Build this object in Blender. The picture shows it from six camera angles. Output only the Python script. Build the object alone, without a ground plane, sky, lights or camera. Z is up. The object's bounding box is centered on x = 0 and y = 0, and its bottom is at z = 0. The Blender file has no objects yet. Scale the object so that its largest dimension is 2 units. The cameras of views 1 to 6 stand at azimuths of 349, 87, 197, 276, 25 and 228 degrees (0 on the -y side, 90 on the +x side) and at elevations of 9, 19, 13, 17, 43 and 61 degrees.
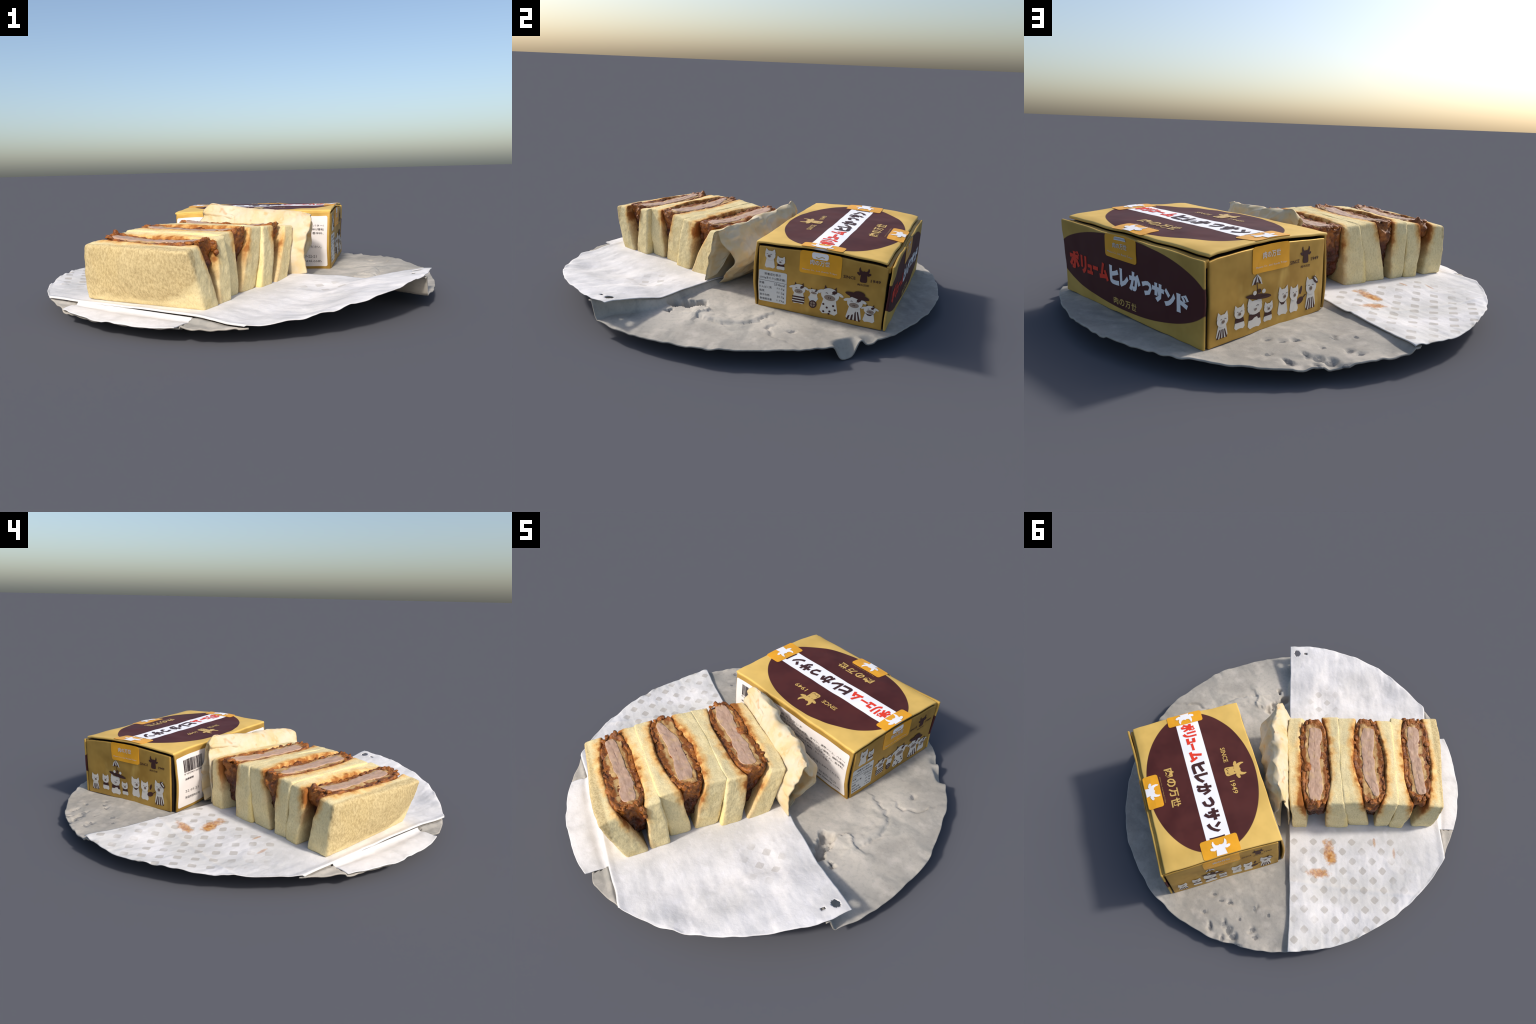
# Boxed lunch: three breaded-cutlet sandwiches on white wrapping paper beside a gold
# carton, all on a round patch of stone table top.  Metres, z up.
import bpy, bmesh, math, random
import numpy as np
from mathutils import Vector, Matrix

random.seed(7)
AX = np.array([0.7297, -0.6837])      # along the paper band
NX = np.array([0.6837, 0.7297])       # across it: the row of sandwiches, towards the carton
RX, RY = 0.945, 1.0                   # half axes of the round table patch


def P(a, n):
    return a * AX[0] + n * NX[0], a * AX[1] + n * NX[1]


# ------------------------------------------------------------------ noise helpers
def _hash(ix, iy, iz, seed):
    h = (ix * 374761393 + iy * 668265263 + iz * 2147483647 + seed * 974634777) & 0xFFFFFFFF
    h = ((h ^ (h >> 13)) * 1274126177) & 0xFFFFFFFF
    h = ((h ^ (h >> 16)) * 2246822519) & 0xFFFFFFFF
    return ((h ^ (h >> 15)) & 0xFFFFFF) / float(0xFFFFFF) * 2 - 1


def vnoise(p, seed=0):
    p = np.asarray(p, float)
    i = np.floor(p).astype(np.int64)
    f = p - i
    u = f * f * f * (f * (f * 6 - 15) + 10)
    out = 0
    for dx in (0, 1):
        for dy in (0, 1):
            for dz in (0, 1):
                w = (u[..., 0] if dx else 1 - u[..., 0]) * (u[..., 1] if dy else 1 - u[..., 1]) * (u[..., 2] if dz else 1 - u[..., 2])
                out = out + w * _hash(i[..., 0] + dx, i[..., 1] + dy, i[..., 2] + dz, seed)
    return out


def fbm(p, octaves=4, seed=0, gain=0.5):
    s, amp, tot = 0, 1.0, 0
    p = np.asarray(p, float)
    for o in range(octaves):
        s = s + amp * vnoise(p * 2.03 ** o + 17.3 * o, seed + o)
        tot += amp
        amp *= gain
    return s / tot


def cells(p, seed=0):
    """distance to the nearest jittered lattice point (rounded lumps)"""
    p = np.asarray(p, float)
    i = np.floor(p).astype(np.int64)
    best = np.full(p.shape[:-1], 9.0)
    for dx in (-1, 0, 1):
        for dy in (-1, 0, 1):
            for dz in (-1, 0, 1):
                j = i + np.array([dx, dy, dz])
                q = j + 0.5 + 0.42 * np.stack([_hash(j[..., 0], j[..., 1], j[..., 2], seed + k) for k in (1, 2, 3)], -1)
                best = np.minimum(best, ((p - q) ** 2).sum(-1))
    return np.sqrt(best)


def sstep(x, e0, e1):
    t = np.clip((np.asarray(x, float) - e0) / (e1 - e0), 0, 1)
    return t * t * (3 - 2 * t)


def p3(x, y, z=0.0):
    x = np.asarray(x, float)
    return np.stack([x, np.asarray(y, float) + 0 * x, np.asarray(z, float) + 0 * x], -1)


def spread(ctrl, a, n, power=1.7, eps=0.004):
    """smooth surface through scattered heights (a, n, z)"""
    num, den = 0, 0
    for ca, cn, cz in ctrl:
        w = 1.0 / ((a - ca) ** 2 + (n - cn) ** 2 + eps) ** power
        num, den = num + w * cz, den + w
    return num / den


def curve(xs, ys, x):
    """monotone-ish smooth interpolation"""
    xs, ys, x = np.asarray(xs, float), np.asarray(ys, float), np.asarray(x, float)
    m = np.gradient(ys, xs)
    k = np.clip(np.searchsorted(xs, x) - 1, 0, len(xs) - 2)
    h = xs[k + 1] - xs[k]
    t = np.clip((x - xs[k]) / h, 0, 1)
    return ((2 * t ** 3 - 3 * t ** 2 + 1) * ys[k] + (t ** 3 - 2 * t ** 2 + t) * h * m[k]
            + (-2 * t ** 3 + 3 * t ** 2) * ys[k + 1] + (t ** 3 - t ** 2) * h * m[k + 1])


# ------------------------------------------------------------------ object helpers
def link(o, parent=None):
    bpy.context.scene.collection.objects.link(o)
    if parent is not None:
        o.parent = parent
        o.matrix_parent_inverse = parent.matrix_world.inverted()
    return o


def make(name, verts, faces, mat, parent=None, frame=None, smooth=True):
    """mesh from world-space vertices, stored in the given frame"""
    frame = frame or Matrix()
    v = np.asarray(verts, float).reshape(-1, 3)
    inv = np.array(frame.inverted())
    v = v @ inv[:3, :3].T + inv[:3, 3]
    me = bpy.data.meshes.new(name)
    me.from_pydata(v.tolist(), [], [tuple(int(i) for i in f) for f in faces])
    me.materials.append(mat)
    if smooth:
        me.shade_smooth()
    me.update()
    o = bpy.data.objects.new(name, me)
    o.matrix_world = frame
    return link(o, parent)


def empty(name, loc, label, category):
    o = bpy.data.objects.new(name, None)
    o.location = loc
    o.empty_display_size = 0.05
    o.matrix_world = Matrix.Translation(loc)
    link(o)
    o["label"], o["category"] = label, category
    return o


def grid_faces(nu, nv, keep=None, wrap=False):
    f = []
    for i in range(nu - 1):
        for j in range(nv if wrap else nv - 1):
            k = (j + 1) % nv
            if keep is None or keep[i, j]:
                f.append((i * nv + j, (i + 1) * nv + j, (i + 1) * nv + k, i * nv + k))
    return f


def thicken(o, t, offset=-1.0):
    m = o.modifiers.new("thickness", "SOLIDIFY")
    m.thickness, m.offset, m.use_even_offset = t, offset, False
    return o


def drop_loose(o):
    bm = bmesh.new()
    bm.from_mesh(o.data)
    bmesh.ops.delete(bm, geom=[v for v in bm.verts if not v.link_faces], context="VERTS")
    bm.to_mesh(o.data)
    bm.free()


def rounded_box(dx, dy, dz, r, step):
    """vertices (centred) and quads of a box with rounded edges; also the un-rounded 0..1 coordinates"""
    dims = np.array([dx, dy, dz])
    n = [max(2, int(round(d / step))) for d in dims]

    def ticks(d, k):
        t = np.linspace(0, 1, k + 1) * d
        extra = np.array([0.15, 0.35, 0.65, 1.0]) * r
        t = np.concatenate([[0], extra, t[(t > 1.3 * r) & (t < d - 1.3 * r)], d - extra[::-1], [d]])
        return np.unique(np.round(t, 7)) - d / 2
    T = [ticks(d, k) for d, k in zip(dims, n)]
    index, verts, faces = {}, [], []

    def vid(i, j, k):
        key = (i, j, k)
        if key not in index:
            index[key] = len(verts)
            verts.append((T[0][i], T[1][j], T[2][k]))
        return index[key]
    L = [len(t) - 1 for t in T]
    for axis in range(3):
        u, v = (axis + 1) % 3, (axis + 2) % 3
        for side in (0, L[axis]):
            for i in range(L[u]):
                for j in range(L[v]):
                    q = []
                    for a, b in ((i, j), (i + 1, j), (i + 1, j + 1), (i, j + 1)):
                        c = [0, 0, 0]
                        c[axis], c[u], c[v] = side, a, b
                        q.append(vid(*c))
                    faces.append(q if side else q[::-1])
    p = np.array(verts)
    core = np.clip(p, -(dims / 2 - r), dims / 2 - r)
    d = p - core
    l = np.linalg.norm(d, axis=1, keepdims=True)
    p = np.where(l > 1e-9, core + d / np.maximum(l, 1e-9) * np.minimum(l, r), p)
    return p, faces


# ------------------------------------------------------------------ node helpers
class Nodes:
    def __init__(self, name, rough=0.6, spec=0.3):
        self.mat = bpy.data.materials.new(name)
        self.mat.use_nodes = True
        self.t = self.mat.node_tree
        self.t.nodes.clear()
        self.out = self.t.nodes.new("ShaderNodeOutputMaterial")
        self.bsdf = self.t.nodes.new("ShaderNodeBsdfPrincipled")
        self.bsdf.inputs["Roughness"].default_value = rough
        self.bsdf.inputs["Specular IOR Level"].default_value = spec
        self.t.links.new(self.bsdf.outputs[0], self.out.inputs[0])
        self.co = self.t.nodes.new("ShaderNodeTexCoord").outputs["Object"]

    def put(self, sock, v):
        if hasattr(v, "is_output"):
            self.t.links.new(v, sock)
        elif isinstance(v, (tuple, list)) and len(v) == 3 and sock.type == "RGBA":
            sock.default_value = (*v, 1)
        else:
            sock.default_value = v

    def math(self, op, a, b=0.0, c=None, clamp=False):
        n = self.t.nodes.new("ShaderNodeMath")
        n.operation, n.use_clamp = op, clamp
        self.put(n.inputs[0], a)
        self.put(n.inputs[1], b)
        if c is not None:
            self.put(n.inputs[2], c)
        return n.outputs[0]

    def dot(self, v, w):
        n = self.t.nodes.new("ShaderNodeVectorMath")
        n.operation = "DOT_PRODUCT"
        self.put(n.inputs[0], v)
        n.inputs[1].default_value = w
        return n.outputs["Value"]

    def mapped(self, scale=(1, 1, 1), rot=(0, 0, 0), loc=(0, 0, 0)):
        n = self.t.nodes.new("ShaderNodeMapping")
        self.put(n.inputs[0], self.co)
        n.inputs["Scale"].default_value, n.inputs["Rotation"].default_value, n.inputs["Location"].default_value = scale, rot, loc
        return n.outputs[0]

    def noise(self, scale, detail=4, rough=0.55, vec=None, dist=0.0):
        n = self.t.nodes.new("ShaderNodeTexNoise")
        self.put(n.inputs["Vector"], vec or self.co)
        n.inputs["Scale"].default_value, n.inputs["Detail"].default_value = scale, detail
        n.inputs["Roughness"].default_value, n.inputs["Distortion"].default_value = rough, dist
        return n.outputs["Fac"]

    def voronoi(self, scale, vec=None, feature="F1", rnd=1.0):
        n = self.t.nodes.new("ShaderNodeTexVoronoi")
        n.feature = feature
        self.put(n.inputs["Vector"], vec or self.co)
        n.inputs["Scale"].default_value, n.inputs["Randomness"].default_value = scale, rnd
        return n.outputs["Distance"]

    def step(self, x, e0, e1):
        n = self.t.nodes.new("ShaderNodeMapRange")
        n.interpolation_type = "SMOOTHSTEP"
        self.put(n.inputs["Value"], x)
        n.inputs["From Min"].default_value, n.inputs["From Max"].default_value = e0, e1
        if e0 > e1:
            n.inputs["From Min"].default_value, n.inputs["From Max"].default_value = e1, e0
            n.inputs["To Min"].default_value, n.inputs["To Max"].default_value = 1, 0
        return n.outputs[0]

    def mix(self, f, a, b, mode="MIX"):
        n = self.t.nodes.new("ShaderNodeMix")
        n.data_type, n.blend_type = "RGBA", mode
        self.put(n.inputs[0], f)
        self.put(n.inputs[6], a)
        self.put(n.inputs[7], b)
        return n.outputs[2]

    def xyz(self, v=None):
        n = self.t.nodes.new("ShaderNodeSeparateXYZ")
        self.put(n.inputs[0], v or self.co)
        return n.outputs

    def prop(self, name):
        n = self.t.nodes.new("ShaderNodeAttribute")
        n.attribute_type, n.attribute_name = "OBJECT", f'["{name}"]'
        return n.outputs["Fac"]

    def bump(self, h, strength=0.4, dist=0.004):
        n = self.t.nodes.new("ShaderNodeBump")
        n.inputs["Strength"].default_value, n.inputs["Distance"].default_value = strength, dist
        self.put(n.inputs["Height"], h)
        self.t.links.new(n.outputs[0], self.bsdf.inputs["Normal"])

    def color(self, c):
        self.put(self.bsdf.inputs["Base Color"], c)
        return self.mat


def lin(r, g, b):
    f = lambda c: (c / 255 / 12.92) if c <= 10.3 else ((c / 255 + 0.055) / 1.055) ** 2.4
    return f(r), f(g), f(b)


# ------------------------------------------------------------------ materials
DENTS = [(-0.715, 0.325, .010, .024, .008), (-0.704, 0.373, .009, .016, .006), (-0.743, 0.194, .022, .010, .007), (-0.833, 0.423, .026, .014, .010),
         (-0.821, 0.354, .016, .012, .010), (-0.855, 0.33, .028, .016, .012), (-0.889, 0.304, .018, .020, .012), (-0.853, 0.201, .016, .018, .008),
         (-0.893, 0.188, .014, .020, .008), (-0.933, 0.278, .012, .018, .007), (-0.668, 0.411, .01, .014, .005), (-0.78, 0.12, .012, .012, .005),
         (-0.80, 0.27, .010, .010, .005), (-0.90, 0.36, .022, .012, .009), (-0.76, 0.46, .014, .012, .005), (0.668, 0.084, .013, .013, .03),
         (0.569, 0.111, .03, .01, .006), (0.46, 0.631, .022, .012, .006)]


def mat_stone():
    m = Nodes("grey_stone", 0.85, 0.2)
    a, b = m.noise(5, 5), m.noise(60, 3)
    c = m.mix(m.step(a, 0.3, 0.7), lin(158, 152, 142), lin(178, 171, 160))
    c = m.mix(m.math("MULTIPLY", m.step(m.noise(2.3, 2), 0.5, 0.7), 0.6), c, lin(200, 192, 179))
    c = m.mix(m.math("MULTIPLY", m.step(b, 0.45, 0.75), 0.22), c, lin(118, 120, 116))
    c = m.mix(m.math("MULTIPLY", m.step(m.noise(13, 4, vec=m.mapped(loc=(2, 6, 0))), 0.5, 0.72), 0.4), c, lin(206, 196, 184))
    c = m.mix(m.math("MULTIPLY", m.step(m.noise(3.4, 4, vec=m.mapped((1, 1.8, 1), rot=(0, 0, 0.7), loc=(5, 1, 0)), dist=0.6), 0.48, 0.66), 0.5), c, lin(134, 133, 127))
    # blue-grey colour inside the dents
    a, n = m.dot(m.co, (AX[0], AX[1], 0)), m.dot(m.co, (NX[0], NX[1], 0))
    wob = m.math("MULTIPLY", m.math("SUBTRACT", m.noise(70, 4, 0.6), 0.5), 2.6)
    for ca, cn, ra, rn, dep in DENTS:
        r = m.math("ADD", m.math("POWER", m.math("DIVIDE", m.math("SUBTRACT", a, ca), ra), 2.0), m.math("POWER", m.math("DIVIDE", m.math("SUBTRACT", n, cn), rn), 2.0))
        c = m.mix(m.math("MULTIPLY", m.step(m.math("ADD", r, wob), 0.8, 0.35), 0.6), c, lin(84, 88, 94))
    m.bump(m.noise(150, 3), 0.3, 0.002)
    return m.color(c)


def mat_paper():
    m = Nodes("white_paper", 0.8, 0.2)
    c = m.mix(m.step(m.noise(7, 4), 0.35, 0.7), lin(226, 222, 219), lin(207, 204, 201))
    c = m.mix(m.math("MULTIPLY", m.step(m.noise(23, 3, vec=m.mapped((1, 1, 1), loc=(3, 1, 0))), 0.5, 0.75), 0.5), c, lin(232, 228, 228))
    a, n = m.dot(m.co, (AX[0], AX[1], 0)), m.dot(m.co, (NX[0], NX[1], 0))
    wob = m.noise(9, 2)

    def diamonds(a0, n0):
        out = []
        for s in (1, -1):
            p = m.math("MULTIPLY", m.math("ADD", m.math("SUBTRACT", a, a0), m.math("MULTIPLY", m.math("SUBTRACT", n, n0), s)), 0.70711 / 0.0757)
            f = m.math("SUBTRACT", m.math("FRACT", m.math("ADD", p, 100.5)), 0.5)
            out.append(m.math("MULTIPLY", m.math("ABSOLUTE", f), 0.0757))
        # rounded square
        d = m.math("POWER", m.math("ADD", m.math("POWER", out[0], 5.0), m.math("POWER", out[1], 5.0)), 0.2)
        return m.step(m.math("ADD", d, m.math("MULTIPLY", m.math("SUBTRACT", m.noise(90, 3), 0.5), 0.006)), 0.0190, 0.0150)
    lower = m.math("MULTIPLY", diamonds(-0.638, -0.280), m.math("MULTIPLY", m.step(a, -0.34, -0.36), m.step(m.math("ADD", m.math("MULTIPLY", m.math("ABSOLUTE", m.math("ADD", n, 0.29)), 1.0), m.math("MULTIPLY", wob, 0.5)), 0.66, 0.48)))
    patch = m.math("SQRT", m.math("ADD", m.math("POWER", m.math("SUBTRACT", a, 0.57), 2.0), m.math("POWER", m.math("ADD", n, 0.22), 2.0)))
    upper = m.math("MULTIPLY", diamonds(0.627, -0.276), m.math("MULTIPLY", m.step(m.math("ADD", patch, m.math("MULTIPLY", wob, 0.2)), 0.26, 0.14), 0.75))
    sheen = m.math("MULTIPLY", m.step(a, -0.3, -0.5), m.step(m.noise(4, 3), 0.62, 0.42))
    c = m.mix(m.math("MULTIPLY", sheen, 0.6), c, lin(200, 197, 190))
    fade = m.step(m.noise(6, 2, vec=m.mapped(loc=(0, 5, 2))), 0.34, 0.5)
    sq = m.math("MULTIPLY", m.math("ADD", lower, upper, clamp=True), m.math("MULTIPLY_ADD", fade, 0.75, 0.25))
    c = m.mix(m.math("MULTIPLY", sq, 0.66), c, lin(172, 164, 153))
    # brown crumbs of sauce
    for sa, sn, ra, rn, k in ((-0.425, -0.205, 0.075, 0.032, 1), (-0.46, -0.222, 0.04, 0.03, 1), (-0.548, -0.145, 0.028, 0.066, 1), (-0.37, -0.459, 0.03, 0.009, 0.7), (-0.43, -0.565, 0.03, 0.009, 0.6), (-0.37, -0.18, 0.014, 0.014, 0.8)):
        r = m.math("ADD", m.math("POWER", m.math("DIVIDE", m.math("SUBTRACT", a, sa), ra), 2.0), m.math("POWER", m.math("DIVIDE", m.math("SUBTRACT", n, sn), rn), 2.0))
        r = m.math("ADD", r, m.math("MULTIPLY", m.noise(55, 5, 0.7), 2.4))
        c = m.mix(m.math("MULTIPLY", m.step(r, 2.5, 1.3), 0.82 * k), c, m.mix(m.step(m.noise(60, 3), 0.4, 0.6), lin(198, 144, 74), lin(166, 104, 42)))
    m.bump(m.noise(38, 4, 0.6), 0.35, 0.006)
    return m.color(c)


def mat_greasy():
    m = Nodes("greased_paper", 0.55, 0.35)
    c = m.mix(m.step(m.noise(9, 4), 0.35, 0.65), lin(210, 184, 136), lin(208, 195, 168))
    c = m.mix(m.math("MULTIPLY", m.step(m.noise(16, 4, vec=m.mapped(loc=(2, 2, 1))), 0.55, 0.72), 0.55), c, lin(206, 152, 80))
    c = m.mix(m.math("MULTIPLY", m.step(m.noise(11, 2, vec=m.mapped(loc=(7, 3, 1))), 0.68, 0.76), 0.6), c, lin(190, 122, 56))
    v = m.voronoi(22)
    c = m.mix(m.math("MULTIPLY", m.step(v, 0.3, 0.2), 0.18), c, lin(200, 186, 150))
    m.bump(m.noise(30, 4), 0.4, 0.006)
    return m.color(c)


def mat_bread():
    m = Nodes("soft_bread", 0.9, 0.15)
    x, y, z = m.xyz()
    grain = m.noise(150, 3, 0.6, vec=m.mapped((1, 1, 0.6)))
    soft = m.noise(14, 3)
    c = m.mix(m.step(soft, 0.3, 0.7), lin(236, 217, 166), lin(223, 204, 154))
    c = m.mix(m.math("MULTIPLY", m.step(m.noise(8, 3, vec=m.mapped(loc=(4, 2, 7))), 0.48, 0.68), 0.35), c, lin(238, 206, 128))
    c = m.mix(m.math("MULTIPLY", m.step(grain, 0.42, 0.68), 0.42), c, lin(194, 173, 128))
    c = m.mix(m.math("MULTIPLY", m.step(m.noise(230, 2), 0.55, 0.75), 0.3), c, lin(242, 230, 192))
    # open-pored loaf darkens the end slice's outer face for the scan's baked shade
    pores = m.noise(105, 4, 0.7, vec=m.mapped((1.2, 1, 0.7), rot=(0, 0.5, 0)))
    shade_tint = m.math("MULTIPLY", m.prop("shade_tint"), m.step(m.math("ADD", y, m.math("MULTIPLY", m.math("SUBTRACT", soft, 0.5), 0.03)), -0.030, -0.046))
    c = m.mix(m.math("MULTIPLY", shade_tint, 0.75), c, m.mix(m.step(pores, 0.36, 0.66), lin(204, 182, 134), lin(158, 133, 88)))
    # sauce soaking in from the cutlet: local +y is the cutlet side, local +z the cut face
    n = m.noise(17, 4, 0.6)
    x2 = m.math("MULTIPLY", x, x)
    face = m.prop("c0")
    for key, term in (("c1", z), ("c2", x), ("c3", x2), ("c4", m.math("MULTIPLY", x2, x2)), ("c5", m.math("MULTIPLY", z, x2))):
        face = m.math("MULTIPLY_ADD", m.prop(key), term, face)
    edge = m.math("SUBTRACT", y, face)
    s = m.math("ADD", edge, m.math("MULTIPLY", m.math("SUBTRACT", n, 0.5), 0.09))
    upper = m.step(z, -0.04, 0.08)
    c = m.mix(m.math("MULTIPLY", m.step(s, -0.044, -0.002), m.math("MULTIPLY_ADD", upper, 0.70, 0.05)), c, lin(218, 158, 74))
    c = m.mix(m.math("MULTIPLY", m.step(s, -0.014, 0.006), m.math("MULTIPLY_ADD", upper, 0.6, 0.25)), c, lin(146, 76, 24))
    # damp yellow line at the seam side
    t = m.math("ADD", m.math("ADD", y, m.prop("half")), m.math("MULTIPLY", m.math("SUBTRACT", n, 0.5), 0.04))
    c = m.mix(m.math("MULTIPLY", m.step(t, 0.02, 0.0), m.math("MULTIPLY", m.prop("seam"), 0.45)), c, lin(238, 210, 130))
    h = m.math("ADD", m.noise(120, 3, vec=m.mapped((1, 1, 0.6))), m.math("MULTIPLY", m.noise(45, 2), 0.6))
    m.bump(h, 0.5, 0.003)
    return m.color(c)


def mat_crust():
    m = Nodes("fried_crust", 0.42, 0.45)
    c = m.mix(m.step(m.noise(28, 4, 0.6), 0.35, 0.65), lin(106, 54, 14), lin(166, 98, 32))
    c = m.mix(m.math("MULTIPLY", m.step(m.noise(60, 3), 0.55, 0.75), 0.7), c, lin(198, 132, 56))
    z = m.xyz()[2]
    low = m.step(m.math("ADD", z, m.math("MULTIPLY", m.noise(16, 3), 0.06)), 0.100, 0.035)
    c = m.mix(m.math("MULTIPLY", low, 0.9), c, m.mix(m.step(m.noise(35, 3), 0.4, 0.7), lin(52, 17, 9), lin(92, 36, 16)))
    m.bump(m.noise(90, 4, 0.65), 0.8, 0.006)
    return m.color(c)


def mat_batter():
    m = Nodes("golden_batter", 0.55, 0.35)
    x, y, z = m.xyz()                      # object scale makes the outline |x|,|y| = 1
    r = m.math("MAXIMUM", m.math("ABSOLUTE", x), m.math("ABSOLUTE", y))
    n = m.noise(26, 4, 0.6, vec=m.mapped((0.25, 0.08, 1)))
    r = m.math("ADD", r, m.math("MULTIPLY", m.math("SUBTRACT", n, 0.5), 0.9))
    c = m.mix(m.step(n, 0.35, 0.65), lin(196, 160, 106), lin(170, 128, 74))
    c = m.mix(m.step(r, 0.72, 1.0), c, lin(136, 78, 28))
    m.bump(m.noise(20, 4, 0.6, vec=m.mapped((0.25, 0.08, 1))), 0.6, 0.005)
    return m.color(c)


def mat_meat():
    m = Nodes("cooked_pork", 0.45, 0.4)
    fibre = m.noise(70, 4, 0.6, vec=m.mapped((0.35, 1.6, 1), rot=(0, 0, 0.5)))
    c = m.mix(m.step(fibre, 0.35, 0.65), lin(194, 160, 136), lin(178, 143, 118))
    c = m.mix(m.math("MULTIPLY", m.step(m.noise(12, 3), 0.5, 0.7), 0.5), c, lin(206, 174, 142))
    c = m.mix(m.math("MULTIPLY", m.step(m.noise(22, 4, 0.6, vec=m.mapped(loc=(3, 1, 0))), 0.5, 0.68), 0.45), c, lin(200, 166, 116))
    c = m.mix(m.step(m.noise(42, 3, 0.6, vec=m.mapped((0.7, 1.4, 1), rot=(0, 0, 0.9), loc=(1, 4, 2))), 0.72, 0.78), c, lin(92, 62, 48))
    m.bump(fibre, 0.18, 0.002)
    return m.color(c)


def mat_plain(name, c, rough=0.5, spec=0.4, vary=0.06, metal=0.0):
    m = Nodes(name, rough, spec)
    d = tuple(x * (1 - vary * 2.5) for x in c)
    m.bsdf.inputs["Metallic"].default_value = metal
    return m.color(m.mix(m.step(m.noise(11, 3), 0.35, 0.7), c, d))


def mat_gold():
    m = Nodes("gold_card", 0.5, 0.4)
    m.bsdf.inputs["Metallic"].default_value = 0.45
    c = m.mix(m.step(m.noise(5, 4), 0.3, 0.72), lin(198, 158, 78), lin(164, 126, 54))
    c = m.mix(m.math("MULTIPLY", m.step(m.noise(9, 3, vec=m.mapped((1, 1, 0.5), loc=(4, 0, 1))), 0.55, 0.75), 0.45), c, lin(222, 188, 106))
    m.bump(m.noise(9, 3), 0.25, 0.006)
    return m.color(c)


def mat_lid():
    """gold board with the printed brown oval and white band, drawn by formula on object coordinates"""
    m = Nodes("printed_lid_card", 0.6, 0.25)
    c = m.mix(m.step(m.noise(5, 4), 0.3, 0.72), lin(222, 184, 100), lin(203, 166, 86))
    x, y, z = m.xyz()
    e = m.math("ADD", m.math("POWER", m.math("DIVIDE", m.math("ADD", x, 0.012), 0.425), 2.0), m.math("POWER", m.math("DIVIDE", m.math("SUBTRACT", y, 0.004), 0.288), 2.0))
    brown = m.mix(m.step(m.noise(7, 3), 0.35, 0.7), lin(80, 36, 32), lin(68, 27, 25))
    c = m.mix(m.step(e, 1.01, 0.99), c, brown)
    band = m.math("MULTIPLY", m.step(m.math("ABSOLUTE", m.math("SUBTRACT", y, 0.005)), 0.0625, 0.0605), m.step(e, 1.01, 0.99))
    c = m.mix(band, c, lin(240, 238, 240))
    m.bump(m.noise(9, 3), 0.25, 0.006)
    return m.color(c)


def mat_front():
    m = Nodes("printed_front_card", 0.6, 0.25)
    c = m.mix(m.step(m.noise(5, 4), 0.3, 0.72), lin(200, 164, 84), lin(172, 138, 64))
    x, y, z = m.xyz()
    e = m.math("ADD", m.math("POWER", m.math("DIVIDE", m.math("ADD", x, 0.01), 0.475), 2.0), m.math("POWER", m.math("DIVIDE", m.math("SUBTRACT", z, 0.158), 0.138), 2.0))
    c = m.mix(m.step(e, 1.015, 0.985), c, lin(76, 36, 35))
    m.bump(m.noise(9, 3), 0.25, 0.006)
    return m.color(c)


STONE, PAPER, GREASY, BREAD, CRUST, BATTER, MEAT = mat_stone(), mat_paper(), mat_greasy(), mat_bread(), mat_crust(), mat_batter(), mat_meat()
GOLD, LID, FRONT = mat_gold(), mat_lid(), mat_front()
INSIDE = mat_plain("dark_inner_card", lin(38, 30, 22), 0.8, 0.2)
WHITE = mat_plain("white_print", lin(238, 235, 234), 0.5, 0.3, 0.01)
LABEL = mat_plain("white_label", lin(228, 220, 214), 0.5, 0.3, 0.02)
GREY = mat_plain("pale_grey_print", lin(206, 204, 198), 0.5, 0.3, 0.01)
BROWN = mat_plain("brown_print", lin(64, 34, 32), 0.5, 0.3, 0.02)
BLACK = mat_plain("dark_print", lin(44, 34, 34), 0.5, 0.3, 0.0)
RED = mat_plain("red_print", lin(228, 60, 36), 0.5, 0.3, 0.03)
ORANGE = mat_plain("orange_sticker", lin(236, 166, 34), 0.4, 0.4, 0.05)
GOLDINK = mat_plain("gold_print", lin(206, 168, 92), 0.4, 0.4, 0.03)
SAUCE = mat_plain("dark_sauce", lin(84, 30, 16), 0.3, 0.5, 0.1)

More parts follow.
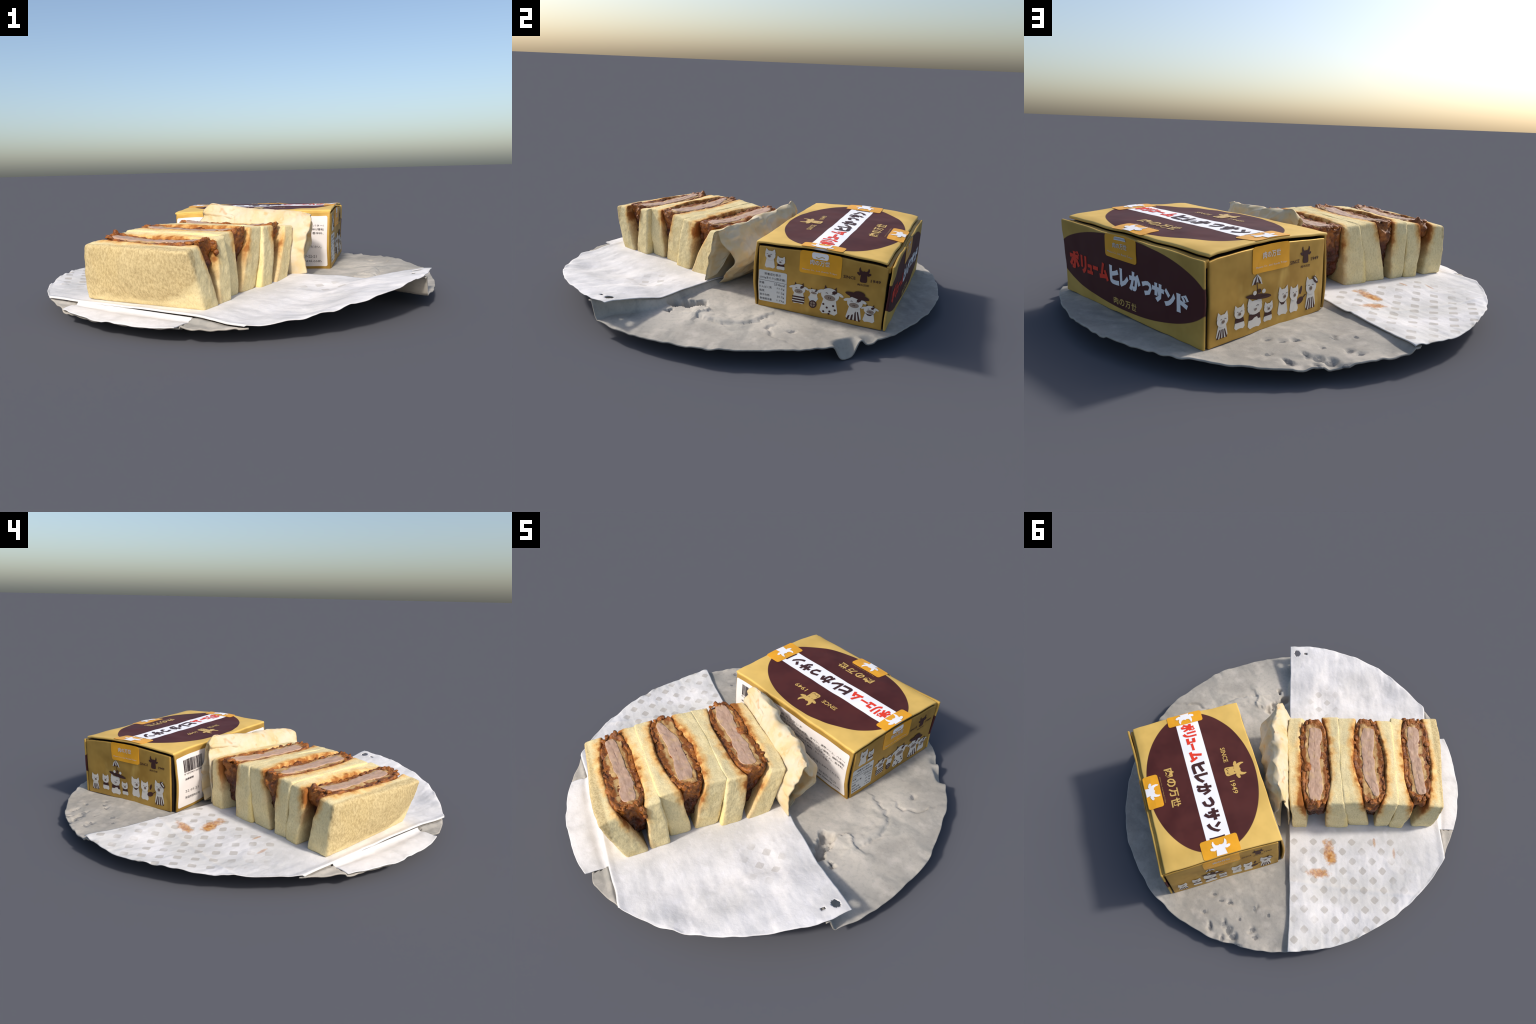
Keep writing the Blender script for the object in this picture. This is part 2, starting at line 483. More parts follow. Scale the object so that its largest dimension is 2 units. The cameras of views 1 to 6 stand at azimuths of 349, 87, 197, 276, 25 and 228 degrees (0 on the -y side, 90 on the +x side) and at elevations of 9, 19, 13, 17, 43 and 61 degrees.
# ------------------------------------------------------------------ stone patch + paper heights
PAPER_Z = [(a, n, z) for a, n, z in (
    (-0.96, 0.0, .094), (-0.8, 0.0, .085), (-0.6, 0.0, .087), (-0.44, 0.0, .087), (-0.25, -0.02, .084),
    (0.0, 0.0, .084), (0.2, 0.0, .088), (0.365, 0.0, .101), (0.45, 0.0, .100), (0.53, 0.0, .104), (0.6, 0.0, .097), (0.66, 0.0, .099),
    (0.727, 0.0, .118), (0.79, 0.0, .140), (0.86, 0.0, .153), (0.93, 0.0, .172), (0.96, 0.0, .178),
    (0.95, -0.15, .163), (0.94, -0.25, .158), (0.91, -0.40, .146), (0.85, -0.54, .128), (0.77, -0.65, .106), (0.68, -0.73, .092), (0.58, -0.80, .074),
    (0.35, -0.2, .086), (0.35, -0.45, .086), (0.35, -0.7, .086), (0.55, -0.2, .082), (0.6, -0.45, .074), (0.64, -0.59, .064), (0.5, -0.65, .074), (0.70, -0.42, .092), (0.72, -0.25, .108), (0.8, -0.15, .146), (0.82, -0.28, .138), (0.80, -0.42, .130),
    (0.32, -0.82, .088), (0.13, -0.82, .085), (-0.08, -0.82, .081), (-0.27, -0.82, .077), (-0.43, -0.82, .081), (0.45, -0.82, .080),
    (0.0, -0.4, .082), (-0.25, -0.4, .082), (-0.25, -0.7, .082), (0.25, -0.4, .082),
    (-0.36, -0.3, .086), (-0.36, -0.5, .086), (-0.36, -0.1, .087), (-0.5, -0.3, .070), (-0.6, -0.3, .060), (-0.7, -0.25, .062), (-0.6, -0.5, .064), (-0.5, -0.6, .072), (-0.8, -0.3, .070), (-0.9, -0.2, .078), (-0.93, -0.35, .088), (-0.85, -0.5, .088), (-0.7, -0.65, .080), (-0.6, -0.75, .080))]
STONE_Z = [(P_[0], P_[1], P_[2]) for P_ in (
    (0.8, -0.47, .064), (0.88, -0.32, .069), (0.93, -0.15, .078), (0.945, 0.02, .080), (0.92, 0.2, .075), (0.88, 0.32, .076), (0.82, 0.5, .070),
    (0.73, 0.62, .067), (0.6, 0.78, .066), (0.4, 0.9, .076), (0.18, 0.98, .070), (0.0, 1.0, .070), (-0.15, 0.99, .064), (-0.3, 0.94, .060), (-0.48, 0.85, .060),
    (-0.62, 0.74, .066), (0.2, 0.45, .066), (0.5, 0.2, .068), (0.6, -0.1, .068), (0.37, 0.78, .062), (0.14, 0.89, .062), (-0.25, 0.66, .076), (-0.85, -0.42, .066), (-0.3, -0.95, .066), (-0.55, -0.82, .062), (0, 0, .066))]


def paper_z(a, n):
    z = spread(PAPER_Z, a, n)
    q = p3(a, n)
    far = sstep(np.abs(a), 0.3, 0.5)
    z = z + far * (0.005 * fbm(q * 5 + 3, 3, 5) + 0.0022 * fbm(q * np.array([9, 30, 1]), 3, 8))
    k = p3(a + 0.4 * n + 0.03 * vnoise(q * 5, 6), n - 0.4 * a)
    z = z + far * 0.006 * (np.clip(0.16 - np.abs(vnoise(k * np.array([7, 4, 1]), 9)), 0, 1))
    # soft valley and fold on the raised half, fine parallel creases on the other half
    fold = a - (0.66 + 0.22 * n)
    z = z - 0.006 * np.exp(-(fold / 0.05) ** 2) * sstep(a, 0.3, 0.4)
    z = z + 0.004 * np.exp(-((a + 0.60 - 0.1 * n) / 0.012) ** 2) * sstep(-a, 0.3, 0.4)
    return z


def paper_edge(a):
    return 0.0125 + 0.010 * sstep(-a, 0.75, 0.96) + 0.003 * vnoise(p3(a * 14, 0.5), 3)


def polyline_distance(pts, a, n):
    """distance to a poly-line and the signed side"""
    best, side = np.full(np.shape(a), 9.0), np.zeros(np.shape(a))
    for (a0, n0), (a1, n1) in zip(pts[:-1], pts[1:]):
        da, dn = a1 - a0, n1 - n0
        L = da * da + dn * dn
        t = np.clip(((a - a0) * da + (n - n0) * dn) / L, 0, 1)
        d = np.hypot(a - a0 - t * da, n - n0 - t * dn)
        s = np.sign((a - a0) * dn - (n - n0) * da)
        side = np.where(d < best, s, side)
        best = np.minimum(best, d)
    return best, side


CRESCENT = [(0.422, 0.454), (0.477, 0.457), (0.544, 0.438), (0.611, 0.373), (0.632, 0.286), (0.643, 0.23)]
RIDGE = [(0.535, 0.13), (0.55, 0.167), (0.545, 0.215), (0.582, 0.229), (0.63, 0.215), (0.644, 0.224)]
OVAL = [(0.522, 0.131), (0.565, 0.085), (0.611, 0.040)]
CRACK = [(0.486, 0.537), (0.52, 0.546), (0.548, 0.596), (0.555, 0.653)]
UPPER = [(0.60, 0.412), (0.62, 0.34), (0.638, 0.227), (0.60, 0.15), (0.569, 0.111)]


def stone_z(a, n):
    x, y = P(a, n)
    z = spread(STONE_Z, x, y, 1.5, 0.01)
    q = p3(a, n)
    z = z + 0.006 * fbm(q * 4, 3, 21) + 0.0025 * fbm(q * 16, 3, 31)
    rough = sstep(-a, 0.55, 0.75)
    z = z + rough * (0.007 * np.minimum(fbm(q * np.array([14, 9, 1]), 3, 41), 0.12))
    jit = 0.012 * np.stack([vnoise(q * 45, 51), vnoise(q * 45, 61)], -1)
    ja, jn = a + jit[..., 0], n + jit[..., 1]
    for ca, cn, ra, rn, dep in DENTS:
        z = z - dep * np.exp(-(((ja - ca) / ra) ** 2 + ((jn - cn) / rn) ** 2) ** 2)
    for pts, w, dep, lift in ((CRESCENT, .012, .006, .008), (RIDGE, .008, -.005, .007), (CRACK, .009, .008, .004), (UPPER, .01, .003, .004)):
        d, s = polyline_distance(pts, ja, jn)
        z = z - dep * np.exp(-(d / w) ** 2) + lift * (0.5 + 0.5 * s) * np.exp(-(d / .07) ** 2) * (s != 0)
    d, s = polyline_distance(OVAL, ja, jn)
    z = z - 0.045 * sstep(d, 0.036, 0.020) - 0.011 * np.exp(-(((a - 0.60) / 0.13) ** 2 + ((n - 0.12) / 0.09) ** 2))
    return z


def ellipse_a(n, sign, grow=1.0):
    """a where the line of constant n leaves the rim"""
    bx, by = AX[0] / RX, AX[1] / RY
    cx, cy = n * NX[0] / RX, n * NX[1] / RY
    A, B, C = bx * bx + by * by, 2 * (bx * cx + by * cy), cx * cx + cy * cy - grow ** 2
    return (-B + sign * np.sqrt(np.maximum(B * B - 4 * A * C, 1e-9))) / (2 * A)


FLAP = (-0.281, 0.323)


def build_stone():
    nr, nt = 130, 720
    th = np.linspace(0, 2 * np.pi, nt, endpoint=False)
    rr = np.concatenate([np.linspace(0.02, 0.9, nr - 22), np.linspace(0.906, 1.0, 22)])
    R, T = np.meshgrid(rr, th, indexing="ij")
    rim = 0.996 + 0.004 * vnoise(p3(np.cos(T) * 16, np.sin(T) * 16), 9) + 0.005 * vnoise(p3(np.cos(T) * 5, np.sin(T) * 5), 10)
    deg = np.degrees(T)
    off = (deg + 180) % 360 - 180
    rim = rim - 0.012 * np.exp(-((off - 27) / 2.5) ** 2) - 0.012 * np.exp(-((off - 120) / 2.0) ** 2)
    rim = rim - 0.03 * sstep(off, -139, -134) * sstep(off, -111, -116)
    rl = R * (1 + (rim - 1) * sstep(R, 0.8, 1.0))
    x, y = rl * RX * np.cos(T), rl * RY * np.sin(T)
    a, n = x * AX[0] + y * AX[1], x * NX[0] + y * NX[1]
    z = stone_z(a, n)
    zp = paper_z(a, n) - 0.006
    edge = paper_edge(a) - 0.085 * sstep(a, 0.70, 0.93)      # a hollow under the raised corner
    in_flap = sstep(a, FLAP[0] - 0.004, FLAP[0] + 0.004) * sstep(a, FLAP[1] + 0.004, FLAP[1] - 0.004)
    rise = sstep(n, edge + 0.022, edge - 0.012) * sstep(n, -0.868, -0.842) * (1 - in_flap * (n < -0.7))
    z = z + (np.maximum(zp, z) - z) * rise
    z = np.where(n < paper_edge(a) - 0.012, np.minimum(z, np.where(n < -0.84, z, zp - 0.004)), z)
    z = np.where((in_flap > 0.3) & (n < -0.7), np.minimum(z, 0.056), z)
    # torn droops of the rim
    e = sstep(R, 0.945, 1.0)
    for c, w, dep in ((22.0, 2.9, .068), (29, 1.6, .022), (119.5, 1.6, .018), (-46.5, 2.2, .006), (113, 1.2, .006), (70, 1.0, .008)):
        z = z - dep * e * np.exp(-((off - c) / w) ** 4)
    z = z + 0.004 * e * vnoise(p3(np.cos(T) * 30, np.sin(T) * 30), 12)
    keep = np.ones((nr - 1, nt), bool)
    am, nm = a[:-1], n[:-1]
    keep &= ~((nm < edge[:-1] - 0.030) & (nm > np.where(np.abs(am) > 0.36, -0.822, -0.80)) & (np.abs(am) > 0.33))
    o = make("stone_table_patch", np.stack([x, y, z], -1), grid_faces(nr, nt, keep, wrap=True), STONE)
    # close the tiny centre
    bm = bmesh.new()
    bm.from_mesh(o.data)
    bm.verts.ensure_lookup_table()
    bm.faces.new([bm.verts[j] for j in range(nt)])
    bmesh.ops.recalc_face_normals(bm, faces=bm.faces)
    bm.to_mesh(o.data)
    bm.free()
    drop_loose(o)
    up = sum(p.normal.z for p in o.data.polygons)
    if up < 0:
        o.data.flip_normals()
    o.data.shade_smooth()
    thicken(o, 0.006)
    o["label"], o["category"] = "round patch of rough grey stone table top", "table top"
    return o


def build_paper():
    na, nn = 300, 170
    s, t = np.meshgrid(np.linspace(0, 1, na), np.linspace(0, 1, nn), indexing="ij")
    n = -0.836 + t * (0.0 + 0.836)
    wig = 0.004 * vnoise(p3(n * 24, s.round()), 14)
    lo, hi = ellipse_a(n, -1), ellipse_a(n, +1)
    hi = hi - 0.022 * sstep(n, -0.16, -0.02) * 0.3
    a = lo + wig + s * (hi - lo - 2 * wig)
    n = n + t ** 6 * paper_edge(a) + (1 - t) ** 8 * (-0.006 * sstep(-a, 0.2, 0.5) + 0.003 * vnoise(p3(a * 15, 2), 4))
    # real hole in the raised corner, and a small tear beside it
    hole = np.zeros_like(a, bool)
    for ca, cn, ra, rn in ((0.911, -0.031, 0.021, 0.018), (0.912, -0.088, 0.007, 0.010)):
        d = np.maximum(np.hypot((a - ca) / ra, (n - cn) / rn), 0.05)
        hole |= d < 0.82
        f = np.where((d >= 0.82) & (d < 1.16), (1 + 0.10 * np.sin(5 * np.arctan2(n - cn, a - ca))) / d, 1.0)
        a, n = ca + (a - ca) * f, cn + (n - cn) * f
    z = paper_z(a, n)
    z = z + 0.006 * sstep(n, -0.80, -0.836) * np.clip(1 - np.abs(a) * 0.3, 0, 1)
    z = z + 0.0 
    rim = np.maximum(sstep(s, 0.985, 1), sstep(s, 0.015, 0))
    z = z + 0.004 * rim * vnoise(p3(n * 28, s), 15) - 0.006 * (n <= n[:, :1])
    keep = ~(hole[:-1, :-1] | hole[1:, :-1] | hole[:-1, 1:] | hole[1:, 1:])
    x, y = P(a, n)
    o = make("wrapping_paper", np.stack([x, y, z], -1), grid_faces(na, nn, keep), PAPER)
    drop_loose(o)
    thicken(o, 0.003)
    o["label"], o["category"] = "cross-shaped sheet of white wrapping paper, unfolded and stained", "paper"

    # short flap on the open side
    na, nn = 120, 40
    s, t = np.meshgrid(np.linspace(0, 1, na), np.linspace(0, 1, nn), indexing="ij")
    a = FLAP[0] + s * (FLAP[1] - FLAP[0])
    # rim n at this a
    bx, by = NX[0] / RX, NX[1] / RY
    cx, cy = a * AX[0] / RX, a * AX[1] / RY
    A, B, C = bx * bx + by * by, 2 * (bx * cx + by * cy), cx * cx + cy * cy - 1
    nr = (-B - np.sqrt(np.maximum(B * B - 4 * A * C, 1e-9))) / (2 * A) + 0.004 * vnoise(p3(a * 20, 1), 16)
    n = -0.833 + t * (nr + 0.833 - 0.003)
    z = curve([0, 0.08, 0.16, 0.40, 1.0], [0.079, 0.069, 0.066, 0.069, 0.066], t) + 0.004 * fbm(p3(a * 7, n * 9), 3, 17) * sstep(t, 0.15, 0.5) + 0.003 * sstep(t, 0.8, 1) * vnoise(p3(a * 25, 3), 18)
    x, y = P(a, n)
    f = make("side_flap", np.stack([x, y, z], -1), grid_faces(na, nn)[::1], PAPER, o)
    if sum(p.normal.z for p in f.data.polygons) < 0:
        f.data.flip_normals()
    thicken(f, 0.004)

    # tall crumpled flap folded up between the last slice and the carton: inner sheet, ridge, bulging outer sheet
    st = [-0.275, -0.235, -0.16, 0.0, 0.08, 0.19, 0.30, 0.365]
    prof = {  # control points along the section: n per station, z per station
        "base": ([0.018, 0.008, 0.004, 0.004, 0.004, 0.0, -0.002, 0.002], [.09, .086, .086, .086, .086, .088, .094, .104]),
        "low": ([0.020, 0.016, 0.014, 0.010, 0.006, -0.004, -0.020, 0.006], [.17, .17, .17, .17, .17, .17, .17, .18]),
        "mid": ([0.022, 0.022, 0.022, 0.024, 0.022, 0.016, 0.004, 0.024], [.27, .29, .28, .27, .27, .265, .26, .26]),
        "high": ([0.030, 0.034, 0.036, 0.040, 0.044, 0.046, 0.042, 0.052], [.35, .36, .35, .345, .345, .335, .33, .325]),
        "top": ([0.045, 0.056, 0.078, 0.088, 0.090, 0.112, 0.10, 0.088], [.40, .428, .420, .409, .402, .396, .388, .377]),
        "over": ([0.078, 0.09, 0.110, 0.122, 0.126, 0.145, 0.14, 0.11], [.36, .40, .385, .36, .35, .335, .33, .335]),
        "bulge": ([0.112, 0.122, 0.138, 0.160, 0.174, 0.195, 0.205, 0.168], [.24, .26, .26, .25, .25, .248, .248, .236]),
        "under": ([0.102, 0.112, 0.115, 0.110, 0.118, 0.125, 0.125, 0.10], [.14, .14, .14, .14, .14, .145, .155, .155]),
        "foot": ([0.065, 0.07, 0.06, 0.045, 0.045, 0.045, 0.04, 0.034], [.088, .086, .084, .082, .08, .078, .078, .080])}
    na, nt = 120, 130
    s = np.linspace(0, 1, na)
    aa = st[0] + s * (st[-1] - st[0])
    ctrl_n = np.array([curve(st, v[0], aa) for v in prof.values()])
    ctrl_z = np.array([curve(st, v[1], aa) for v in prof.values()])
    k = np.linspace(0, 1, len(prof))
    t = np.linspace(0, 1, nt)
    n = np.array([curve(k, ctrl_n[:, i], t) for i in range(na)])
    z = np.array([curve(k, ctrl_z[:, i], t) for i in range(na)])
    a = np.repeat(aa[:, None], nt, 1)
    # torn, slanting ends
    end = sstep(a, 0.22, 0.365)
    tt = np.repeat(t[None], na, 0)
    a = a - end * 0.055 * sstep(tt, 0.52, 0.85) + 0.010 * vnoise(p3(tt * 14, 4), 19) * sstep(s, 0.85, 1)[:, None]
    a = a + 0.008 * vnoise(p3(tt * 12, 9), 20) * sstep(s, 0.15, 0)[:, None]
    q = p3(a * 1.0, tt * 0.6)
    skew = np.stack([q[..., 0] + 0.6 * q[..., 1] + 0.05 * vnoise(q * 6, 28), q[..., 1] * 1.5 - 0.5 * q[..., 0], q[..., 2]], -1)
    crump = 0.020 * fbm(q * 8, 2, 23) + 0.020 * (0.3 - np.abs(vnoise(skew * 9 + 5, 24))) + 0.010 * (0.3 - np.abs(vnoise(skew * 21 + 2, 27))) + 0.003 * fbm(q * 45, 2, 25)
    w = sstep(tt, 0.02, 0.2) * sstep(tt, 1.0, 0.9)
    inner = sstep(tt, 0.5, 0.35)
    n = n + crump * w * (1 - 0.55 * inner)
    z = z + 0.008 * fbm(p3(a * 9, 2), 3, 26) * np.exp(-((tt - 0.5) / 0.12) ** 2)
    # the far end is tucked in to a shallow pocket
    mid_n, mid_z = n[0].mean(), z[0].mean()
    cap = []
    for sc, da in ((0.97, .012), (0.93, .045), (0.85, .09), (0.5, .13), (0.1, .14)):
        up = np.clip((z[0] - 0.2) / 0.2, -0.3, 1)
        cap.append((a[0] + da * (1 + up), mid_n + (n[0] - mid_n) * sc, mid_z + (z[0] - mid_z) * sc))
    a, n, z = (np.concatenate([np.array([c[i] for c in cap[::-1]]), q]) for i, q in enumerate((a, n, z)))
    na += len(cap)
    mid_n, mid_z = n[-1].mean(), z[-1].mean()
    cap = [(a[-1] + da, mid_n + (n[-1] - mid_n) * sc, mid_z + (z[-1] - mid_z) * sc) for sc, da in ((.96, -.03), (.9, -.075), (.55, -.10), (.1, -.11))]
    a, n, z = (np.concatenate([q, np.array([c[i] for c in cap])]) for i, q in enumerate((a, n, z)))
    na += len(cap)
    x, y = P(a, n)
    u = make("upright_flap", np.stack([x, y, z], -1), grid_faces(na, nt), GREASY, o)
    thicken(u, 0.004, 0)
    return o


# ------------------------------------------------------------------ sandwiches
AST = [-0.27, -0.19, -0.10, 0.0, 0.10, 0.20, 0.29]
Z_BOTTOM = 0.080
SLICES = {   # top outline towards lower n / higher n, bottom (a-, a+), end positions a at top and bottom, height
    1: dict(lo=[-.803, -.806, -.810, -.818, -.829, -.834, -.832], hi=[-.713, -.730, -.750, -.760, -.760, -.762, -.742],
            blo=(-.788, -.752), bhi=(-.672, -.649), a0=(-.257, -.272), a1=(.302, .318), zt=(.316, .332), cut=+1, seam=0),
    2: dict(lo=[-.648, -.622, -.605, -.610, -.609, -.612, -.634], hi=[-.547, -.551, -.551, -.552, -.554, -.554, -.554],
            blo=(-.622, -.641), bhi=(-.546, -.548), a0=(-.258, -.280), a1=(.288, .308), zt=(.336, .348), cut=-1, seam=1),
    3: dict(lo=[-.557, -.562, -.562, -.563, -.565, -.565, -.564], hi=[-.458, -.492, -.500, -.508, -.500, -.482, -.456],
            blo=(-.543, -.543), bhi=(-.466, -.442), a0=(-.262, -.272), a1=(.266, .271), zt=(.350, .357), cut=+1, seam=1),
    4: dict(lo=[-.372, -.366, -.340, -.328, -.333, -.341, -.362], hi=[-.264, -.259, -.254, -.253, -.253, -.253, -.251],
            blo=(-.437, -.428), bhi=(-.320, -.317), a0=(-.258, -.268), a1=(.278, .270), zt=(.358, .356), cut=-1, seam=1),
    5: dict(lo=[-.274, -.269, -.264, -.263, -.263, -.263, -.262], hi=[-.177, -.194, -.207, -.203, -.197, -.186, -.160],
            blo=(-.316, -.311), bhi=(-.186, -.206), a0=(-.263, -.282), a1=(.286, .300), zt=(.354, .351), cut=+1, seam=1),
    6: dict(lo=[-.064, -.052, -.045, -.043, -.036, -.040, -.057], hi=[.012, .018, .022, .027, .034, .034, .022],
            blo=(-.086, -.185), bhi=(-.004, -.066), a0=(-.268, -.284), a1=(.290, .305), zt=(.338, .332), cut=-1, seam=0)}


def side_n(d, key, a, w):
    top = curve(AST, d[key], a)
    b = d["b" + key]
    bot = b[0] + (b[1] - b[0]) * np.clip((a + 0.27) / 0.56, 0, 1)
    return bot + (top - bot) * np.clip(w, 0, 1.05)


def top_z(d, a, t):
    base = d["zt"][0] + (d["zt"][1] - d["zt"][0]) * t
    return base + 0.006 * fbm(p3(a * 6, t * 1.0), 2, 70)


def build_slice(k, parent):
    d = SLICES[k]
    La, T, H = 0.56, 0.09, 0.26
    p, faces = rounded_box(La, T, H, 0.011, 0.0062)
    s, t, w = p[:, 0] / La + 0.5, p[:, 1] / T + 0.5, p[:, 2] / H + 0.5
    a0 = d["a0"][1] + (d["a0"][0] - d["a0"][1]) * w
    a1 = d["a1"][1] + (d["a1"][0] - d["a1"][1]) * w
    if k == 1:
        a1 = a1 + 0.012 * (0.5 - t) * w
    a = a0 + (a1 - a0) * s
    a = a + (s - 0.5) * 0.014 * np.sin(np.pi * np.clip(w, 0, 1))
    lo, hi = side_n(d, "lo", a, w), side_n(d, "hi", a, w)
    if k == 1:      # the open face of the end slice bulges
        lo = lo - 0.029 * (np.sin(np.pi * np.clip(w, 0, 1)) * np.sin(np.pi * np.clip(s, 0, 1))) ** 0.7
    n = lo + (hi - lo) * t
    z = Z_BOTTOM + w * (top_z(d, a, t) - Z_BOTTOM)
    # slight sag of the soft slices and irregular surface
    n = n + 0.008 * fbm(p3(a * 7, z * 9, k), 3, 80 + k) * np.sin(np.pi * np.clip(w, 0, 1)) ** 0.5
    q = p3(a, n, z)
    mid = q.mean(0)
    push = q - mid
    push = push / np.maximum(np.abs(push) / np.array([0.28, 0.045, 0.13]), 1e-6).max(1)[:, None].repeat(3, 1) / np.array([0.28, 0.045, 0.13])
    nrm = np.sign(push) * np.abs(np.clip(push, -1, 1)) ** 8
    amp = 0.0030 * fbm(q * 15, 3, 90 + k) + 0.0012 * fbm(q * 80, 2, 95 + k)
    q = q + nrm * amp[:, None] * np.array([1.6, 0.9, 1.0])
    x, y = P(q[:, 0], q[:, 1])
    sgn = d["cut"]
    c = P(*mid[:2])
    frame = Matrix(((sgn * AX[0], sgn * NX[0], 0, c[0]), (sgn * AX[1], sgn * NX[1], 0, c[1]), (0, 0, 1, mid[2]), (0, 0, 0, 1)))
    o = make("bread_slice", np.stack([x, y, q[:, 2]], -1), faces, BREAD, parent, frame)
    o["shade_tint"] = 1.0 if k == 1 else 0.0
    # where the cutlet-side face lies in local coordinates, fitted as y = c0 + c1 z + c2 x + c3 x2 + c4 x4 + c5 z x2
    lx, ly, lz = sgn * (q[:, 0] - mid[0]), sgn * (q[:, 1] - mid[1]), q[:, 2] - mid[2]
    face = (t > 0.985) if sgn > 0 else (t < 0.015)
    M = np.stack([np.ones_like(lx), lz, lx, lx ** 2, lx ** 4, lz * lx ** 2], -1)
    for i, v in enumerate(np.linalg.lstsq(M[face], ly[face], rcond=None)[0]):
        o[f"c{i}"] = float(v)
    o["half"], o["seam"] = float(np.percentile((q[:, :2] - mid[:2])[:, 1] * sgn, 97)), float(d["seam"])
    return o


CUTLETS = {   # slices either side, ends in a, meat core: centre n and half width by station, top height
    0: dict(s=(1, 2), a=(-.226, .276), zt=.342, core=dict(c=[-.690, -.687, -.683, -.678, -.676, -.678, -.680], h=[.020, .024, .026, .024, .026, .030, .024], a=(-.195, .232))),
    1: dict(s=(3, 4), a=(-.256, .264), zt=.358, core=dict(c=[-.445, -.440, -.418, -.413, -.418, -.424, -.426], h=[.012, .018, .030, .027, .030, .031, .024], a=(-.214, .208))),
    2: dict(s=(5, 6), a=(-.268, .262), zt=.352, core=dict(c=[-.124, -.122, -.120, -.122, -.120, -.124, -.126], h=[.026, .030, .031, .026, .031, .033, .022], a=(-.246, .214)))}


def build_cutlet(k, parent):
    d = CUTLETS[k]
    L, R = SLICES[d["s"][0]], SLICES[d["s"][1]]
    nt, nl = 260, 60
    th = np.linspace(0, 2 * np.pi, 6000)
    e = 2 / 6.5
    ca, cn = np.sign(np.cos(th)) * np.abs(np.cos(th)) ** e, np.sign(np.sin(th)) * np.abs(np.sin(th)) ** e
    run = np.concatenate([[0], np.cumsum(np.hypot(np.diff(ca) * 3.2, np.diff(cn)))])
    even = np.linspace(0, run[-1], nt, endpoint=False)
    ca, cn = np.interp(even, run, ca), np.interp(even, run, cn)
    a_mid, a_half = 0.5 * (d["a"][0] + d["a"][1]), 0.5 * (d["a"][1] - d["a"][0])
    zb, zt = 0.088, d["zt"]
    c0 = P(a_mid, np.mean(d["core"]["c"]))
    cut = empty_child("pork_cutlet", (c0[0], c0[1], 0.23), parent)
    frame = Matrix(((AX[0], NX[0], 0, c0[0]), (AX[1], NX[1], 0, c0[1]), (0, 0, 1, 0.23), (0, 0, 0, 1)))

    def dish(a):
        return 0.019 * np.clip(1 - ((a - a_mid) / a_half) ** 2, 0, 1) ** 0.8

    def lip(a, w, grow):
        lo = side_n(L, "hi", a, w) - grow
        hi = side_n(R, "lo", a, w) + grow
        m, h = 0.5 * (lo + hi), np.maximum(0.5 * (hi - lo), 0.016)
        return m, h

    lev = np.linspace(0, 1, nl)
    rows = []
    for w in lev:
        bot = np.sqrt(np.clip(1 - (1 - min(w / 0.22, 1)) ** 2, 0, 1)) * 0.75 + 0.25
        crown = 1 - 0.10 * (max(w - 0.9, 0) / 0.1) ** 2
        a = a_mid + a_half * ca * (0.88 + 0.12 * sstep(w, 0.3, 0.95)) * bot
        m, h = lip(a, 0.12 + 0.88 * w, 0.003)
        n = m + h * cn * crown * bot
        rows.append(np.stack([a, n, zb + (zt - dish(a) - zb) * w], -1))
    rings = [0.93, 0.86, 0.78, 0.68, 0.5, 0.25]
    for r in rings:
        a = a_mid + (rows[nl - 1][:, 0] - a_mid) * (1 - (1 - r) * 0.5)
        m, h = lip(a_mid + (rows[nl - 1][:, 0] - a_mid), 1.0, 0)
        n = m + (rows[nl - 1][:, 1] - m) * r
        a = a_mid + (rows[nl - 1][:, 0] - a_mid) * (r if r < 0.6 else 1 - (1 - r) * 0.45)
        rows.append(np.stack([a, n, zt - dish(a) + 0.001 * (1 - r)], -1))
    g = np.array(rows)
    flat = g.reshape(-1, 3)
    out = np.stack([np.sign(ca) * np.abs(ca) ** 6, np.sign(cn) * np.abs(cn) ** 6, 0 * ca], -1)
    out = out / np.linalg.norm(out, axis=1, keepdims=True)
    dirs = np.repeat(out[None], len(rows), 0).copy()
    up = np.zeros(len(rows))
    up[nl - 6:nl] = np.linspace(0.1, 0.8, 6)
    up[nl:] = [1, 0.9, 0.7, 0.3, 0, 0]
    dirs = dirs * (1 - up)[:, None, None] + np.array([0, 0, 1.0]) * up[:, None, None]
    fade = np.ones(len(rows))
    fade[nl:] = [0.9, 0.7, 0.4, 0.15, 0, 0]
    lumps = 0.5 - cells(flat * np.array([34, 34, 34]), 100 + k)
    amp = 0.026 * fbm(flat * 14, 3, 110 + k) + 0.006 * lumps + 0.010 * fbm(flat * 52, 3, 120 + k)
    endy = np.abs(np.repeat(ca[None], len(rows), 0)).reshape(-1) > 0.98
    amp = amp * np.where(endy, 1.3, 0.75)
    g = (flat + (dirs.reshape(-1, 3) * (fade[:, None].repeat(nt, 1).reshape(-1) * amp)[:, None])).reshape(len(rows), nt, 3)
    faces = grid_faces(len(rows), nt, wrap=True)
    faces.append([(len(rows) - 1) * nt + j for j in range(nt)][::-1])
    faces.append(list(range(nt)))
    x, y = P(g[..., 0], g[..., 1])
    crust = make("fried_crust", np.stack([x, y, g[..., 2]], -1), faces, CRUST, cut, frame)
    bm = bmesh.new()
    bm.from_mesh(crust.data)
    bmesh.ops.recalc_face_normals(bm, faces=bm.faces)
    bm.to_mesh(crust.data)
    bm.free()
    crust.data.shade_smooth()

